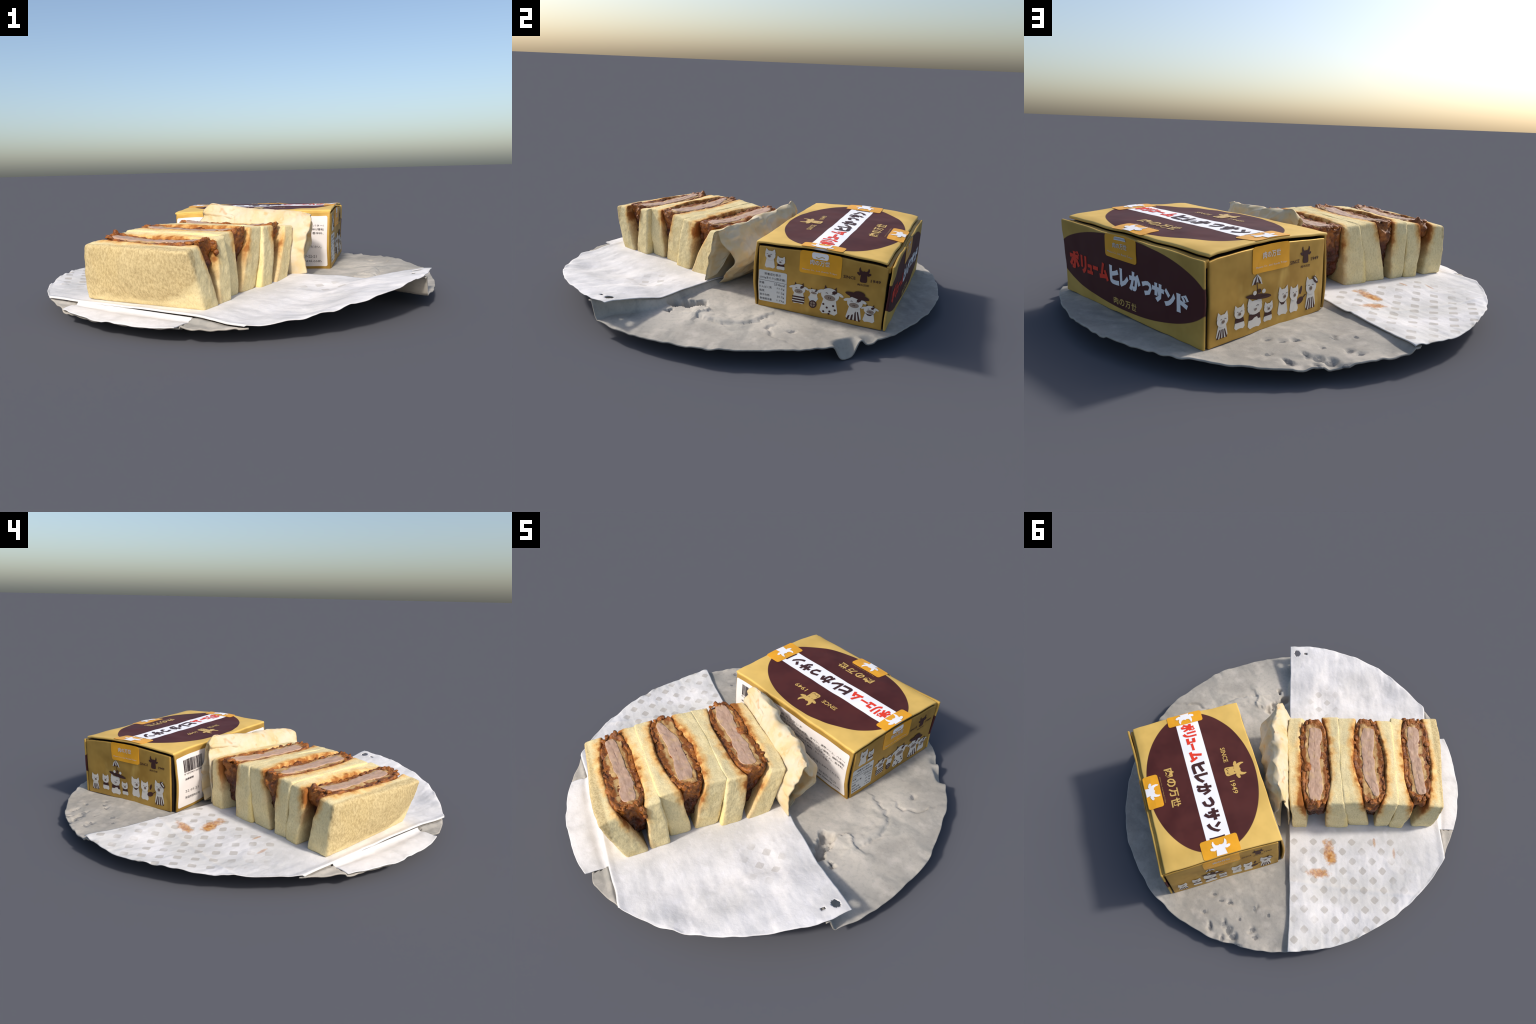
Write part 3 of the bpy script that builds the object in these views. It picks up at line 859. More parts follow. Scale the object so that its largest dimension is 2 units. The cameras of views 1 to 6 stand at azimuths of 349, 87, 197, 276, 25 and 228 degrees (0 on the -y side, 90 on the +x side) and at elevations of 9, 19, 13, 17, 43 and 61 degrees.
    def plug(name, mat, outline, ztop, dep, fr, dome, rough):
        """low plug with rounded rim: batter ring or meat core, cut flush with the bread"""
        rows = []
        ctr = outline.mean(0)
        for s, dz in ((1.0, -dep), (1.0, -0.006), (0.995, -0.0025), (0.97, -0.0006), (0.93, 0), (0.86, 0), (0.76, dome * .5), (0.64, dome), (0.5, dome), (0.36, dome), (0.22, dome), (0.1, dome), (0.01, dome)):
            o = outline.copy()
            # shrink across more than along so that rings follow the outline
            o[:, 0] = ctr[0] + (o[:, 0] - ctr[0]) * (1 - (1 - s) * 0.22)
            mid_n = np.interp(outline[:, 0], mid_a, mid_nv)
            o[:, 1] = mid_n + (outline[:, 1] - mid_n) * s
            q = p3(o[:, 0], o[:, 1], k)
            z = ztop - dish(o[:, 0]) + dz + (rough * fbm(q * 34, 3, 130 + k) + 0.0015 * fbm(q * 70, 2, 131)) * (dz > -0.01)
            rows.append(np.stack([*P(o[:, 0], o[:, 1]), z], -1))
        v = np.array(rows)
        f = grid_faces(len(rows), nt, wrap=True)
        f.append([(len(rows) - 1) * nt + j for j in range(nt)][::-1])
        ob = make(name, v, f, mat, cut, fr)
        bm = bmesh.new()
        bm.from_mesh(ob.data)
        bmesh.ops.recalc_face_normals(bm, faces=bm.faces)
        if sum(f.normal.z for f in bm.faces) < 0:
            bmesh.ops.reverse_faces(bm, faces=bm.faces)
        bm.to_mesh(ob.data)
        bm.free()
        ob.data.shade_smooth()
        return ob

    # loose crumbs along the cut rim
    rng = np.random.default_rng(40 + k)
    bm = bmesh.new()
    bmesh.ops.create_icosphere(bm, subdivisions=2, radius=1)
    iv = np.array([q.co[:] for q in bm.verts])
    jf = [[w.index for w in q.verts] for q in bm.faces]
    bm.free()
    cv, cf = [], []
    for i in range(60):
        j = rng.integers(nt)
        r = rng.uniform(0.80, 1.03)
        ra, rn = rows[nl - 1][j, 0], rows[nl - 1][j, 1]
        m0 = lip(np.array([ra]), 1.0, 0)[0][0]
        pa, pn = a_mid + (ra - a_mid) * (1 - (1 - r) * .3), m0 + (rn - m0) * r
        size = (0.003 + 0.010 * rng.random() ** 2.2) * np.array([rng.uniform(.9, 1.9), rng.uniform(.8, 1.3), .6])
        q = iv * (1 + 0.55 * fbm(iv * 1.5 + i, 2, i))[:, None] * size
        x, y = P(pa + q[:, 0], pn + q[:, 1])
        cf += [[w + len(iv) * i for w in f] for f in jf]
        cv.append(np.stack([x, y, zt - dish(pa) + 0.0005 + q[:, 2]], -1))
    cr = make("loose_crumbs", np.concatenate(cv), cf, CRUST, cut, frame)
    cr["kind"] = "stuff"

    mid_a = np.linspace(-0.3, 0.3, 40)
    # batter: crust outline pulled in
    ba = a_mid + (a_half - 0.022) * ca
    m, h = lip(ba, 1.0, 0)
    inset = 0.021 + 0.024 * fbm(p3(ba * 16, cn * 2, k), 3, 140 + k)
    bn = m + (h - inset) * cn
    ba = ba + 0.012 * fbm(p3(ba * 20, cn * 3, k), 2, 141)
    mid_nv = lip(mid_a, 1.0, 0)[0]
    hn = float(np.mean(h) - 0.02)
    fr = Matrix(((AX[0] * a_half, NX[0] * hn, 0, c0[0]), (AX[1] * a_half, NX[1] * hn, 0, c0[1]), (0, 0, 1, 0.23), (0, 0, 0, 1)))
    mm = P(a_mid, float(np.mean(m)))
    fr[0][3], fr[1][3] = mm
    plug("golden_batter", BATTER, np.stack([ba, bn], -1), zt + 0.0030, 0.03, fr, 0.0, 0.007)
    # meat core
    q = d["core"]
    ka, kh = 0.5 * (q["a"][0] + q["a"][1]), 0.5 * (q["a"][1] - q["a"][0])
    ma = ka + kh * ca
    mn = curve(AST, q["c"], ma) + curve(AST, q["h"], ma) * 1.14 * cn * (1 + 0.30 * fbm(p3(ma * 18, cn, k + 5), 3, 150 + k))
    ma = ma + 0.008 * fbm(p3(ma * 20, cn * 2, k), 2, 151)
    mid_nv = curve(AST, q["c"], np.clip(mid_a, -.27, .29))
    plug("meat_core", MEAT, np.stack([ma, mn], -1), zt + 0.0062, 0.03, frame, 0.0008, 0.0025)
    return cut


def lump(name, a, n, z, r, mat, parent, seed):
    bm = bmesh.new()
    bmesh.ops.create_icosphere(bm, subdivisions=4, radius=1)
    v = np.array([q.co[:] for q in bm.verts])
    f = [[w.index for w in q.verts] for q in bm.faces]
    bm.free()
    d = 1 + 0.30 * fbm(v * 1.6 + seed, 3, seed) + 0.12 * fbm(v * 5, 2, seed)
    v = v * d[:, None] * np.array(r)
    x, y = P(a + v[:, 0], n + v[:, 1])
    fr = Matrix.Translation((*P(a, n), 0.23))
    return make(name, np.stack([x, y, z + v[:, 2]], -1), f, mat, parent, fr)


def empty_child(name, loc, parent):
    o = bpy.data.objects.new(name, None)
    o.empty_display_size = 0.03
    o.matrix_world = Matrix.Translation(loc)
    return link(o, parent)


def build_sandwiches():
    for k, (i, j) in enumerate(((1, 2), (3, 4), (5, 6))):
        c = P(0.01, CUTLETS[k]["core"]["c"][3])
        s = empty("cutlet_sandwich", (c[0], c[1], Z_BOTTOM), "crustless white bread sandwich with thick breaded pork cutlet", "sandwich")
        build_slice(i, s)
        build_slice(j, s)
        cut = build_cutlet(k, s)
        if k == 0:
            for q in ((.284, -.640, .318, (.020, .016, .022)), (.296, -.634, .290, (.012, .010, .014)), (.262, -.655, .340, (.02, .012, .010))):
                lump("fried_crumb", *q, CRUST, cut, 3 + int(q[2] * 1000))
        if k == 2:
            lump("fried_crumb", -.035, -.078, .336, (.030, .024, .014), CRUST, cut, 11)
        if k == 1:
            lump("fried_crumb", -.05, -.470, .336, (.026, .014, .012), CRUST, cut, 15)


# ------------------------------------------------------------------ carton
BX = np.array([-0.906, 0.423])
BX = BX / np.linalg.norm(BX)
BY = np.array([-BX[1], BX[0]])
BO = (0.216, 0.458, 0.069)
BOX = Matrix(((BX[0], BY[0], 0, BO[0]), (BX[1], BY[1], 0, BO[1]), (0, 0, 1, BO[2]), (0, 0, 0, 1)))
BH = 0.303


def dome(x, y):
    """lid is slightly domed and dented"""
    e = np.clip(np.abs(x) / 0.434, 0, 1)
    return (0.015 * (1 - np.clip(y / 0.31, -1, 1) ** 2) * (0.55 + 0.45 * e ** 4) - 0.004 * sstep(-y, 0.25, 0.3)
            + 0.0025 * fbm(p3(x * 5, y * 5), 2, 200) - 0.003 * sstep(x, 0.2, 0.45))


def wobble(p):
    """gentle dents shared by boards and prints"""
    p = np.asarray(p, float)
    d = 0.0026 * np.stack([vnoise(p * 7, 211), vnoise(p * 7, 212), vnoise(p * 7, 213)], -1)
    d = d + 0.0012 * np.stack([vnoise(p * 19, 214), vnoise(p * 19, 215), vnoise(p * 19, 216)], -1)
    q = p + d
    top = sstep(p[..., 2], 0.2, 0.3)
    q[..., 2] += np.where(p[..., 2] > 0.24, dome(p[..., 0], p[..., 1]), 0) * top
    return q


def to_world(p):
    m = np.array(BOX)
    return np.asarray(p) @ m[:3, :3].T + m[:3, 3]


def board(name, lo, hi, mat, parent, r=0.004, step=0.02, warp=None):
    lo, hi = np.array(lo, float), np.array(hi, float)
    d = hi - lo
    p, f = rounded_box(*d, min(r, d.min() * 0.49), step)
    p = p + (lo + hi) / 2
    p = wobble(p)
    if warp is not None:
        p = warp(p)
    return make(name, to_world(p), f, mat, parent, BOX)


def swell(x, z):
    """the label side is pushed out a little"""
    z = np.clip(z / 0.30, 0, 1)
    return 0.011 * np.sin(np.pi * z) + 0.009 * sstep(x, 0, 0.4) * (1 - z)


FACES = {  # (u, v, height) -> carton coordinates
    "top": lambda u, v, h: np.stack([u, v, 0.3155 + h + 0 * u], -1),
    "front": lambda u, v, h: np.stack([u, -0.316 - h - 0.007 * sstep(-u, 0.15, 0.42) * sstep(v, 0.05, 0.3), v], -1),
    "back": lambda u, v, h: np.stack([-u, 0.310 + h + swell(-u, v), v], -1),
    "near_end": lambda u, v, h: np.stack([-0.438 - h + 0 * u, -u, v], -1),
    "far_end": lambda u, v, h: np.stack([0.440 + h + 0 * u, u, v], -1)}


class Print:
    """collects flat printed pieces of one ink on the carton into one mesh"""

    def __init__(self):
        self.v, self.f, self.n = [], [], 0

    def add(self, face, uv, faces, h):
        uv = np.asarray(uv, float)
        p = wobble(FACES[face](uv[:, 0], uv[:, 1], h))
        self.v.append(p)
        self.f += [tuple(i + self.n for i in q) for q in faces]
        self.n += len(p)

    def shape(self, face, pts, h=0.0012):
        """filled closed outline"""
        bm = bmesh.new()
        vs = [bm.verts.new((x, y, 0)) for x, y in pts]
        bm.faces.new(vs)
        bmesh.ops.triangulate(bm, faces=bm.faces, ngon_method="EAR_CLIP")
        for q in bm.faces:
            if q.normal.z < 0:
                q.normal_flip()
        self.add(face, [w.co[:2] for w in bm.verts], [[w.index for w in q.verts] for q in bm.faces], h)
        bm.free()

    def ellipse(self, face, cx, cy, rx, ry, rot=0.0, h=0.0012, n=20):
        t = np.linspace(0, 2 * np.pi, n, endpoint=False)
        x, y = rx * np.cos(t), ry * np.sin(t)
        c, s = math.cos(rot), math.sin(rot)
        self.shape(face, np.stack([cx + x * c - y * s, cy + x * s + y * c], -1), h)

    def rect(self, face, u0, v0, u1, v1, r=0.0, h=0.0012, cut=0.03):
        nu, nv = max(1, int((u1 - u0) / cut)), max(1, int((v1 - v0) / cut))
        if r <= 0:
            us, vs = np.linspace(u0, u1, nu + 1), np.linspace(v0, v1, nv + 1)
            g = np.stack(np.meshgrid(us, vs, indexing="ij"), -1).reshape(-1, 2)
            self.add(face, g, [q for q in grid_faces(nu + 1, nv + 1)], h)
            return
        def axis(a, b):
            k = max(1, int((b - a - 2 * r) / 0.02))
            return np.concatenate([np.linspace(a, a + r, 6)[:-1], np.linspace(a + r, b - r, k + 1), np.linspace(b - r, b, 6)[1:]])
        us, vs = axis(u0, u1), axis(v0, v1)
        g = np.stack(np.meshgrid(us, vs, indexing="ij"), -1).reshape(-1, 2)
        lo, hi = np.array([u0 + r, v0 + r]), np.array([u1 - r, v1 - r])
        c = np.clip(g, lo, hi)
        d = (g - c) / r
        d = np.stack([d[:, 0] * np.sqrt(1 - d[:, 1] ** 2 / 2), d[:, 1] * np.sqrt(1 - d[:, 0] ** 2 / 2)], -1)
        self.add(face, c + d * r, grid_faces(len(us), len(vs)), h)

    def stroke(self, face, pts, w, h=0.0014):
        pts = np.asarray(pts, float)
        for a, b in zip(pts[:-1], pts[1:]):
            d = (b - a) / max(np.linalg.norm(b - a), 1e-9)
            m = np.array([-d[1], d[0]]) * w / 2
            self.shape(face, [a - m - d * w * .3, b - m + d * w * .3, b + m + d * w * .3, a + m - d * w * .3], h)

    def text(self, face, s, u0, v0, u1, v1, bold=0.0, h=0.0014, res=2):
        """lettering in the built-in font, fitted to a rectangle"""
        cu = bpy.data.curves.new("lettering", "FONT")
        cu.body, cu.size, cu.offset, cu.resolution_u = s, 1.0, bold, res
        ob = bpy.data.objects.new("lettering", cu)
        bpy.context.scene.collection.objects.link(ob)
        dg = bpy.context.evaluated_depsgraph_get()
        me = bpy.data.meshes.new_from_object(ob.evaluated_get(dg))
        v = np.array([q.co[:2] for q in me.vertices])
        f = [list(q.vertices) for q in me.polygons]
        bpy.data.objects.remove(ob)
        bpy.data.curves.remove(cu)
        bpy.data.meshes.remove(me)
        if not len(v):
            return
        lo, hi = v.min(0), v.max(0)
        v = (v - lo) / np.maximum(hi - lo, 1e-6) * np.array([u1 - u0, v1 - v0]) + np.array([u0, v0])
        self.add(face, v, f, h)

    def build(self, name, mat, parent, stuff=False, flip=None):
        o = make(name, to_world(np.concatenate(self.v)), self.f, mat, parent, BOX, smooth=False)
        if stuff:
            o["kind"] = "stuff"
        return o


COW = [(-.30, -1.0), (-.46, -.92), (-.52, -.75), (-.48, -.35), (-.42, .05), (-.62, -.02), (-.92, .10), (-1.0, .26), (-.86, .36), (-.62, .32),
       (-.70, .52), (-.72, .78), (-.62, 1.0), (-.54, .98), (-.50, .76), (-.38, .56), (-.16, .50), (0, .58)]


def cow_head(ink, face, cx, cy, r, h=0.0016, up=(0, 1), clip=None):
    """plain cattle-head emblem; up gives the direction of the horns"""
    pts = np.array(COW + [(-x, y) for x, y in COW[:-1]][::-1])
    if clip is not None:
        pts[:, 1] = np.clip(pts[:, 1], clip[0], clip[1])
    u = np.array(up, float)
    rgt = np.array([u[1], -u[0]])
    q = np.array([cx, cy]) + r * (pts[:, :1] * rgt + pts[:, 1:] * u)
    keep = [0]
    for i in range(1, len(q)):
        if np.linalg.norm(q[i] - q[keep[-1]]) > 1e-5:
            keep.append(i)
    ink.shape(face, q[keep], h)
    return lambda x, y: np.array([cx, cy]) + r * (x * rgt + y * u)


def build_carton():
    box = empty("food_carton", BO, "gold and brown printed card box for sandwiches", "box")
    # boards: an inner dark body and five outer panels with thin open seams
    def raised(p):
        q = p.copy()
        k = sstep(-p[:, 0], 0.15, 0.42) * sstep(p[:, 2], 0.05, 0.3)
        q[:, 0] -= 0.003 * k * (p[:, 0] < -0.4)
        q[:, 1] -= 0.007 * k
        q[:, 2] += 0.006 * k
        return q
    board("inner_body", (-.428, -.300, 0.002), (.430, .300, .292), INSIDE, box, 0.004, 0.03)
    board("lid_panel", (-.437, -.291, .3035), (.437, .309, .3155), LID, box, 0.006, 0.012)
    board("hinge_strip", (-.434, -.306, .270), (.434, -.286, .300), GOLD, box, 0.006, 0.012)
    board("front_panel", (-.438, -.316, 0.0), (.438, -.304, .300), FRONT, box, 0.005, 0.012, raised)
    board("back_panel", (-.434, .298, 0.0), (.430, .310, .308), GOLD, box, 0.005, 0.012, lambda p: p + np.stack([0 * p[:, 0], swell(p[:, 0], p[:, 2]), 0 * p[:, 0]], -1))

    def lean(p):
        q = p.copy()
        q[:, 2] -= 0.006 * sstep(p[:, 2], 0.2, 0.29) * sstep(np.abs(p[:, 1]), 0.05, 0.3)
        return q
    board("end_panel", (-.438, -.297, 0.0), (-.426, .293, .2925), GOLD, box, 0.004, 0.012)
    board("end_panel", (.428, -.295, 0.0), (.440, .288, .2935), GOLD, box, 0.004, 0.012)

    white, grey, brown, dark, red, gold = Print(), Print(), Print(), Print(), Print(), Print()
    tiny_dark, tiny_white, tiny_gold = Print(), Print(), Print()

    # --- seals: one folded sticker over each of three lid edges
    seals = []
    for face, (u0, u1, v0, v1), (t0, t1, t2, t3) in (
            ("near_end", (-.094, .097, .205, .296), (-.440, -.097, -.372, .095)),
            ("far_end", (-.105, .084, .213, .297), (.336, -.091, .437, .098)),
            ("front", (-.118, .078, .209, .300), (-.111, -.298, .083, -.217))):
        s = Print()
        s.rect(face, u0, v0, u1, v1, 0.012, 0.0020)
        s.rect("top", t0, t1, t2, t3, 0.012, 0.0020)
        seals.append(s)
    for s in seals:
        o = s.build("seal_sticker", ORANGE, box)
        thicken(o, 0.0012)
    # emblem folded over each edge: horns on the lid, muzzle on the side
    for (cx, cy), up, low in (((-.428, 0.0), (1, 0), -.15), ((.403, 0.004), (-1, 0), -.6), ((-.014, -.276), (0, 1), -.38)):
        cow_head(white, "top", cx, cy, 0.052, 0.0036, up, clip=(low, 1.0))
    for face, u, on in (("near_end", .0, 1), ("far_end", -.010, 0), ("front", -.02, 1)):
        if on:
            white.rect(face, u - .038, .268 if face == "near_end" else .282, u + .038, .294, 0.010, 0.0036)
    white_lines = [("near_end", -.02, .276, .02, .276)]
    for f_, a0, b0, a1, b1 in white_lines:
        gold.stroke(f_, [(a0, b0), (-.008, .272), (.008, .279), (a1, b1)], 0.003, 0.0042)
    for face, u, v in (("near_end", 0.0, .255), ("far_end", -.010, .266), ("front", -.021, .261)):
        tiny_white.text(face, "肉の万世", u - .045, v - .011, u + .045, v + .010, 0.02, 0.0036)
        tiny_white.text(face, "Mansei Co., Ltd. Kanda Tokyo", u - .080, v - .036, u + .080, v - .027, 0.0, 0.0036, 1)

    # --- lid artwork
    title = "ボリュームヒレかつサンド"
    on_lid = [(-.345, .05, .075), (-.298, .036, .075), (-.254, .040, .050), (-.213, .045, .014), (-.152, .066, .070), (-.078, .062, .074),
              (-.014, .056, .076), (.055, .068, .080), (.134, .058, .066), (.205, .066, .080), (.276, .056, .074), (.352, .05, .08)]
    for i, (c, (u, w, hh)) in enumerate(zip(title, on_lid)):
        ink = red if i < 5 else brown
        ink.text("top", c, u - w / 2, 0.004 - hh / 2, u + w / 2, 0.004 + hh / 2, 0.065, 0.0014)
    on_front = [(-.358, .148, .080, .076), (-.286, .140, .046, .074), (-.240, .130, .040, .040), (-.198, .142, .040, .016), (-.138, .140, .062, .070), (-.068, .142, .060, .070),
                (-.004, .144, .056, .070), (.063, .146, .070, .072), (.135, .138, .060, .054), (.203, .138, .072, .066), (.270, .136, .060, .062), (.338, .134, .064, .066)]
    for i, (c, (u, v, w, hh)) in enumerate(zip(title, on_front)):
        ink = red if i < 5 else white
        ink.text("front", c, u - w / 2, v - hh / 2, u + w / 2, v + hh / 2, 0.07, 0.0014)
    for i, c in enumerate("肉の万世"):
        u = -.098 + i * .060
        gold.text("top", c, u - .026, -.178, u + .026, -.130, 0.03, 0.0014)
        gold.text("front", c, -.060 + i * .038 - .016, .035, -.060 + i * .038 + .016, .062, 0.02, 0.0014)
    tiny_gold.text("top", "Mansei Co., Ltd. Kanda Tokyo", -.089, -.210, .069, -.204, 0.0, 0.0014, 1)
    gold.text("top", "SINCE", -.166, .142, -.072, .167, 0.012)
    gold.text("top", "1949", .045, .142, .124, .168, 0.012)
    at = cow_head(gold, "top", -.012, .186, .054)
    brown.stroke("top", [at(-.36, -.5), at(-.30, -.8), at(0, -.62), at(.2, -.8), at(.36, -.55)], 0.003, 0.0022)
    brown.stroke("top", [at(-.36, -.5), at(-.2, -.36), at(.2, -.36), at(.36, -.55)], 0.0025, 0.0022)
    for sx in (-1, 1):
        brown.stroke("top", [at(sx * .42 * .6, -.02), at(sx * .2 * .6, -.08)], 0.003, 0.0022)

    # --- end panels: emblem and cheerful animals (plain stand-ins)
    for face, u0 in (("near_end", .196), ("far_end", .178)):
        v0 = .240
        cow_head(dark, face, u0, v0, .031, 0.0014)
        dark.text(face, "SINCE", u0 - .088, v0 - .024, u0 - .036, v0 - .010, 0.01)
        dark.text(face, "1949", u0 + .032, v0 - .026, u0 + .074, v0 - .012, 0.01)
        dark.text(face, "肉の万世", u0 - .026, v0 - .048, u0 + .027, v0 - .038, 0.02)

    def animal(face, u, v0, v1, w, kind="pig", dress="bib", look=0):
        """toy-like animal: head with ears and snout above a small dressed body"""
        H = v1 - v0
        hr = w * 0.5
        hc = v1 - H * 0.30
        hy = min(H * 0.24, hr * 0.95)
        body_ink = white if kind == "cow" or True else grey
        # body
        pale.shape(face, [(u - w * .30, hc - hy * .6), (u + w * .30, hc - hy * .6), (u + w * .44, v0 + H * .10), (u + w * .30, v0), (u + w * .08, v0 + H * .03),
                           (u - w * .08, v0 + H * .03), (u - w * .30, v0), (u - w * .44, v0 + H * .10)], 0.0012)
        if dress == "bib":
            dark.shape(face, [(u - w * .33, hc - hy * .85), (u + w * .33, hc - hy * .85), (u + w * .38, hc - hy * 1.7), (u - w * .38, hc - hy * 1.7)], 0.0016)
        elif dress == "skirt":
            for i in range(4):
                x0 = u + w * (-.40 + .23 * i)
                dark.shape(face, [(x0 * .55 + u * .45, v0 + H * .36), (x0 * .55 + u * .45 + w * .07, v0 + H * .36), (x0 + w * .12, v0), (x0, v0)], 0.0016)
        elif dress == "stripes":
            for i in range(3):
                y0 = v0 + H * (.05 + .12 * i)
                dark.rect(face, u - w * .42, y0, u + w * .42, y0 + H * .07, 0, 0.0016)
        elif dress == "dots":
            for i, (dx, dy) in enumerate(((-.25, .08), (.05, .12), (.30, .20), (-.10, .24), (.20, .34), (-.28, .34), (.02, .03))):
                dark.ellipse(face, u + w * dx, v0 + H * dy, w * .055, w * .055, 0, 0.0016, 10)
        elif dress == "scarf":
            dark.shape(face, [(u - w * .32, hc - hy * .8), (u + w * .32, hc - hy * .8), (u + w * .1, hc - hy * 1.35), (u - w * .1, hc - hy * 1.35)], 0.0016)
        # ears and head
        for sx in (-1, 1):
            if kind == "pig":
                pale.shape(face, [(u + sx * hr * .15, hc + hy * .80), (u + sx * hr * .72, hc + hy * 1.45), (u + sx * hr * .90, hc + hy * .35)][::sx], 0.0020)
            else:
                pale.ellipse(face, u + sx * hr * .95, hc + hy * .35, hr * .38, hy * .22, -sx * .4, 0.0020)
                dark.shape(face, [(u + sx * hr * .30, hc + hy * .8), (u + sx * hr * .55, hc + hy * 1.35), (u + sx * hr * .62, hc + hy * .7)][::sx], 0.0020)
        pale.ellipse(face, u, hc, hr * .88, hy, 0, 0.0024, 24)
        sn = u + look * hr * .35
        if kind == "pig":
            grey_brown.ellipse(face, sn, hc - hy * .22, hr * .26, hy * .30, 0, 0.0030, 14)
        else:
            grey_brown.ellipse(face, sn, hc - hy * .40, hr * .55, hy * .42, 0, 0.0030, 18)
            dark.ellipse(face, u + hr * .42, hc + hy * .52, hr * .26, hy * .24, .4, 0.0030, 12)
        for sx in (-1, 1):
            dark.ellipse(face, sn + sx * hr * .09, hc - hy * (.22 if kind == "pig" else .4), hr * .045, hy * .12, 0, 0.0036, 8)
            dark.stroke(face, [(sn + sx * hr * .30 - hr * .12, hc + hy * .20), (sn + sx * hr * .32, hc + hy * .27), (sn + sx * hr * .34 + hr * .12, hc + hy * .20)], hr * .06, 0.0032)

    grey_brown, pale = Print(), Print()
    F = "far_end"
    for u, v0, v1, w, dress, look in ((-.240, .024, .113, .056, "skirt", .3), (-.163, .034, .118, .054, "bib", 0), (-.090, .020, .128, .078, "bib", 0), (-.022, .027, .100, .050, "bib", .2),
                                      (.055, .034, .140, .060, "scarf", .8), (.116, .033, .130, .056, "none", .3), (.215, .024, .148, .070, "skirt", -.2)):
        animal(F, u, v0, v1, w, "pig", dress, look)
    # tray with parasol carried on the head, pan and cap
    dark.ellipse(F, -.072, .132, .062, .010, -.15, 0.0030)
    pale.shape(F, [(-.106, .176), (-.098, .198), (-.080, .211), (-.062, .196), (-.054, .172), (-.080, .184)], 0.0014)
    for x0 in (-.098, -.072):
        dark.shape(F, [(x0, .178), (-.082, .210), (x0 + .012, .176)], 0.0020)
    dark.stroke(F, [(-.080, .186), (-.076, .142)], 0.003)
    for i, (x0, y0) in enumerate(((-.092, .148), (-.070, .152), (-.048, .147))):
        (dark if i % 2 else pale).ellipse(F, x0, y0, .009, .008, 0, 0.0034, 10)
    dark.ellipse(F, .152, .070, .020, .012, .3, 0.0016)
    dark.stroke(F, [(.168, .076), (.184, .086)], 0.004)
    dark.ellipse(F, .156, .108, .006, .016, -.3, 0.0016)
    dark.ellipse(F, .238, .136, .020, .010, -.8, 0.0036)
    pale.ellipse(F, .240, .138, .014, .004, -.8, 0.0042)

    N = "near_end"
    for u, v0, v1, w, kind, dress, look in ((-.236, .197, .281, .058, "pig", "none", -.5), (-.183, .197, .256, .046, "pig", "bib", -.3),
                                           (-.091, .049, .150, .070, "cow", "stripes", 0), (-.020, .082, .136, .050, "cow", "none", 0), (.055, .026, .160, .092, "cow", "dots", 0),
                                           (.168, .022, .145, .080, "cow", "skirt", -.2), (.238, .027, .112, .062, "cow", "scarf", .3)):
        animal(N, u, v0, v1, w, kind, dress, look)
    dark.ellipse(N, -.020, .060, .019, .019, 0, 0.0016)
    grey_brown.ellipse(N, -.020, .060, .013, .013, 0, 0.0022)
    dark.stroke(N, [(-.033, .060), (-.007, .060)], .003, 0.0028)
    dark.stroke(N, [(-.020, .047), (-.020, .073)], .003, 0.0028)
    grey.shape(N, [(-.046, .092), (.004, .092), (-.008, .070), (-.034, .070)], 0.0014)
    dark.ellipse(N, .176, .142, .056, .012, -.18, 0.0034)
    dark.ellipse(N, .184, .152, .026, .014, -.1, 0.0034)

    # nutrition panel
    grey.rect(N, -.290, .030, -.150, .183, 0.008, 0.0010)
    tiny_dark.stroke(N, [(-.289, .134), (-.151, .131)], .0012, 0.0018)
    tiny_dark.text(N, "栄養成分表示", -.262, .160, -.180, .173, 0.0, 0.0018, 1)
    tiny_dark.text(N, "(100gあたり)(推定値)", -.284, .140, -.157, .154, 0.0, 0.0018, 1)
    for i, (l, r) in enumerate((("熱量", "250kcal"), ("たんぱく質", "11.5g"), ("脂質", "11.2g"), ("炭水化物", "25.7g"), ("食塩相当量", "1.79g"))):
        y0 = .115 - i * .0195
        tiny_dark.text(N, l, -.285, y0, -.285 + .0125 * len(l), y0 + .011, 0.0, 0.0018, 1)
        tiny_dark.text(N, r, -.160 - .0072 * len(r), y0, -.160, y0 + .011, 0.0, 0.0018, 1)

    # --- long label on the sandwich side
    lab = Print()
    lab.rect("back", -.424, .018, .420, .284, 0.010, 0.0012)
    lab.build("ingredient_label", LABEL, box)
    B = "back"
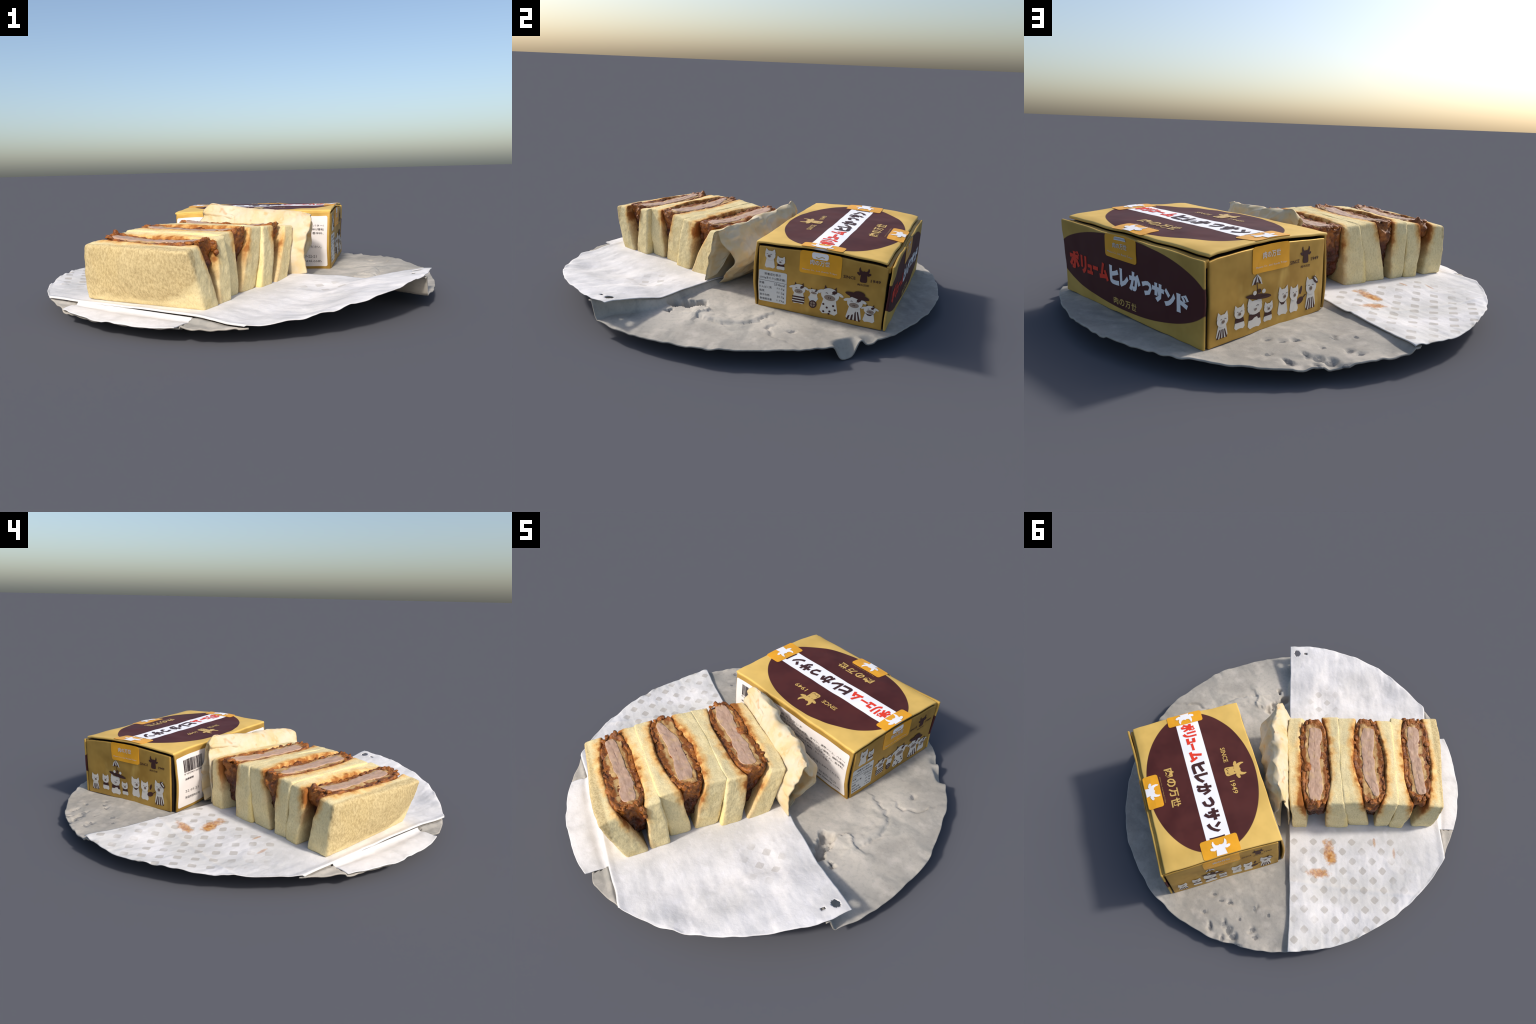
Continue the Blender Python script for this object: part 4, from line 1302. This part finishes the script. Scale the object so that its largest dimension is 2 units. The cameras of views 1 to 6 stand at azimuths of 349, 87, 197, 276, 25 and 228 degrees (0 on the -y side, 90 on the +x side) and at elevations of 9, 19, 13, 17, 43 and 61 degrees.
    h = 0.0026
    x0 = -.372
    while x0 < -.218:
        w = random.choice((.0016, .0016, .003, .0044))
        tiny_dark.rect(B, x0, .198, x0 + w, .262, 0, h)
        x0 += w + random.choice((.0016, .002, .0034))
    tiny_dark.text(B, "4 954747 003498", -.376, .184, -.214, .194, 0.0, h, 1)
    tiny_dark.text(B, "消費期限", -.372, .156, -.300, .167, 0.01, h, 1)
    tiny_dark.text(B, "22.05.21", -.370, .092, -.262, .104, 0.0, h, 1)
    tiny_dark.text(B, "製造所固有記号", -.370, .056, -.250, .070, 0.0, h, 1)
    lines = (("●名称 カツサンド", -.102, .10, .246), ("●原材料名 とんかつ(国内製造)、食パン、濃厚ソース、バター/", -.102, .402, .226), ("マスタードソース、調味料(アミノ酸等)、糊料(増粘", -.035, .402, .206),
             ("多糖類)、着色料(カラメル、カロチノイド)、香辛料、", -.035, .402, .186), ("(一部に小麦・卵・乳・豚肉・りんごを含む)", -.035, .316, .166), ("開封後はお早めにお召し上がりください。", .05, .392, .115), ("03-3251-22-21", .24, .362, .064), ("www.mansei.com", .20, .388, .040))
    for s, a, b, y0 in lines:
        tiny_dark.text(B, s, a, y0, b, y0 + .014, 0.0, h, 1)

    pale.build("printed_animals", mat_plain("pale_print", lin(214, 207, 196), 0.5, 0.3, 0.01), box)  # white ink dimmed to beige because the end panels lie in shade
    white.build("white_lettering", WHITE, box)
    grey.build("nutrition_label", GREY, box)
    grey_brown.build("animal_snouts", mat_plain("taupe_print", lin(140, 122, 108), 0.5, 0.3, 0.0), box, True)
    brown.build("brown_lettering", BROWN, box)
    dark.build("dark_emblems", BROWN, box)
    red.build("red_lettering", RED, box)
    gold.build("gold_lettering", GOLDINK, box)
    tiny_dark.build("small_print", BLACK, box, True)
    tiny_white.build("sticker_print", GREY, box, True)
    tiny_gold.build("fine_gold_print", GOLDINK, box, True)
    # loose dome applied to lid edges already through wobble()
    return box


build_stone()
build_paper()
build_sandwiches()
build_carton()
bpy.context.view_layer.update()
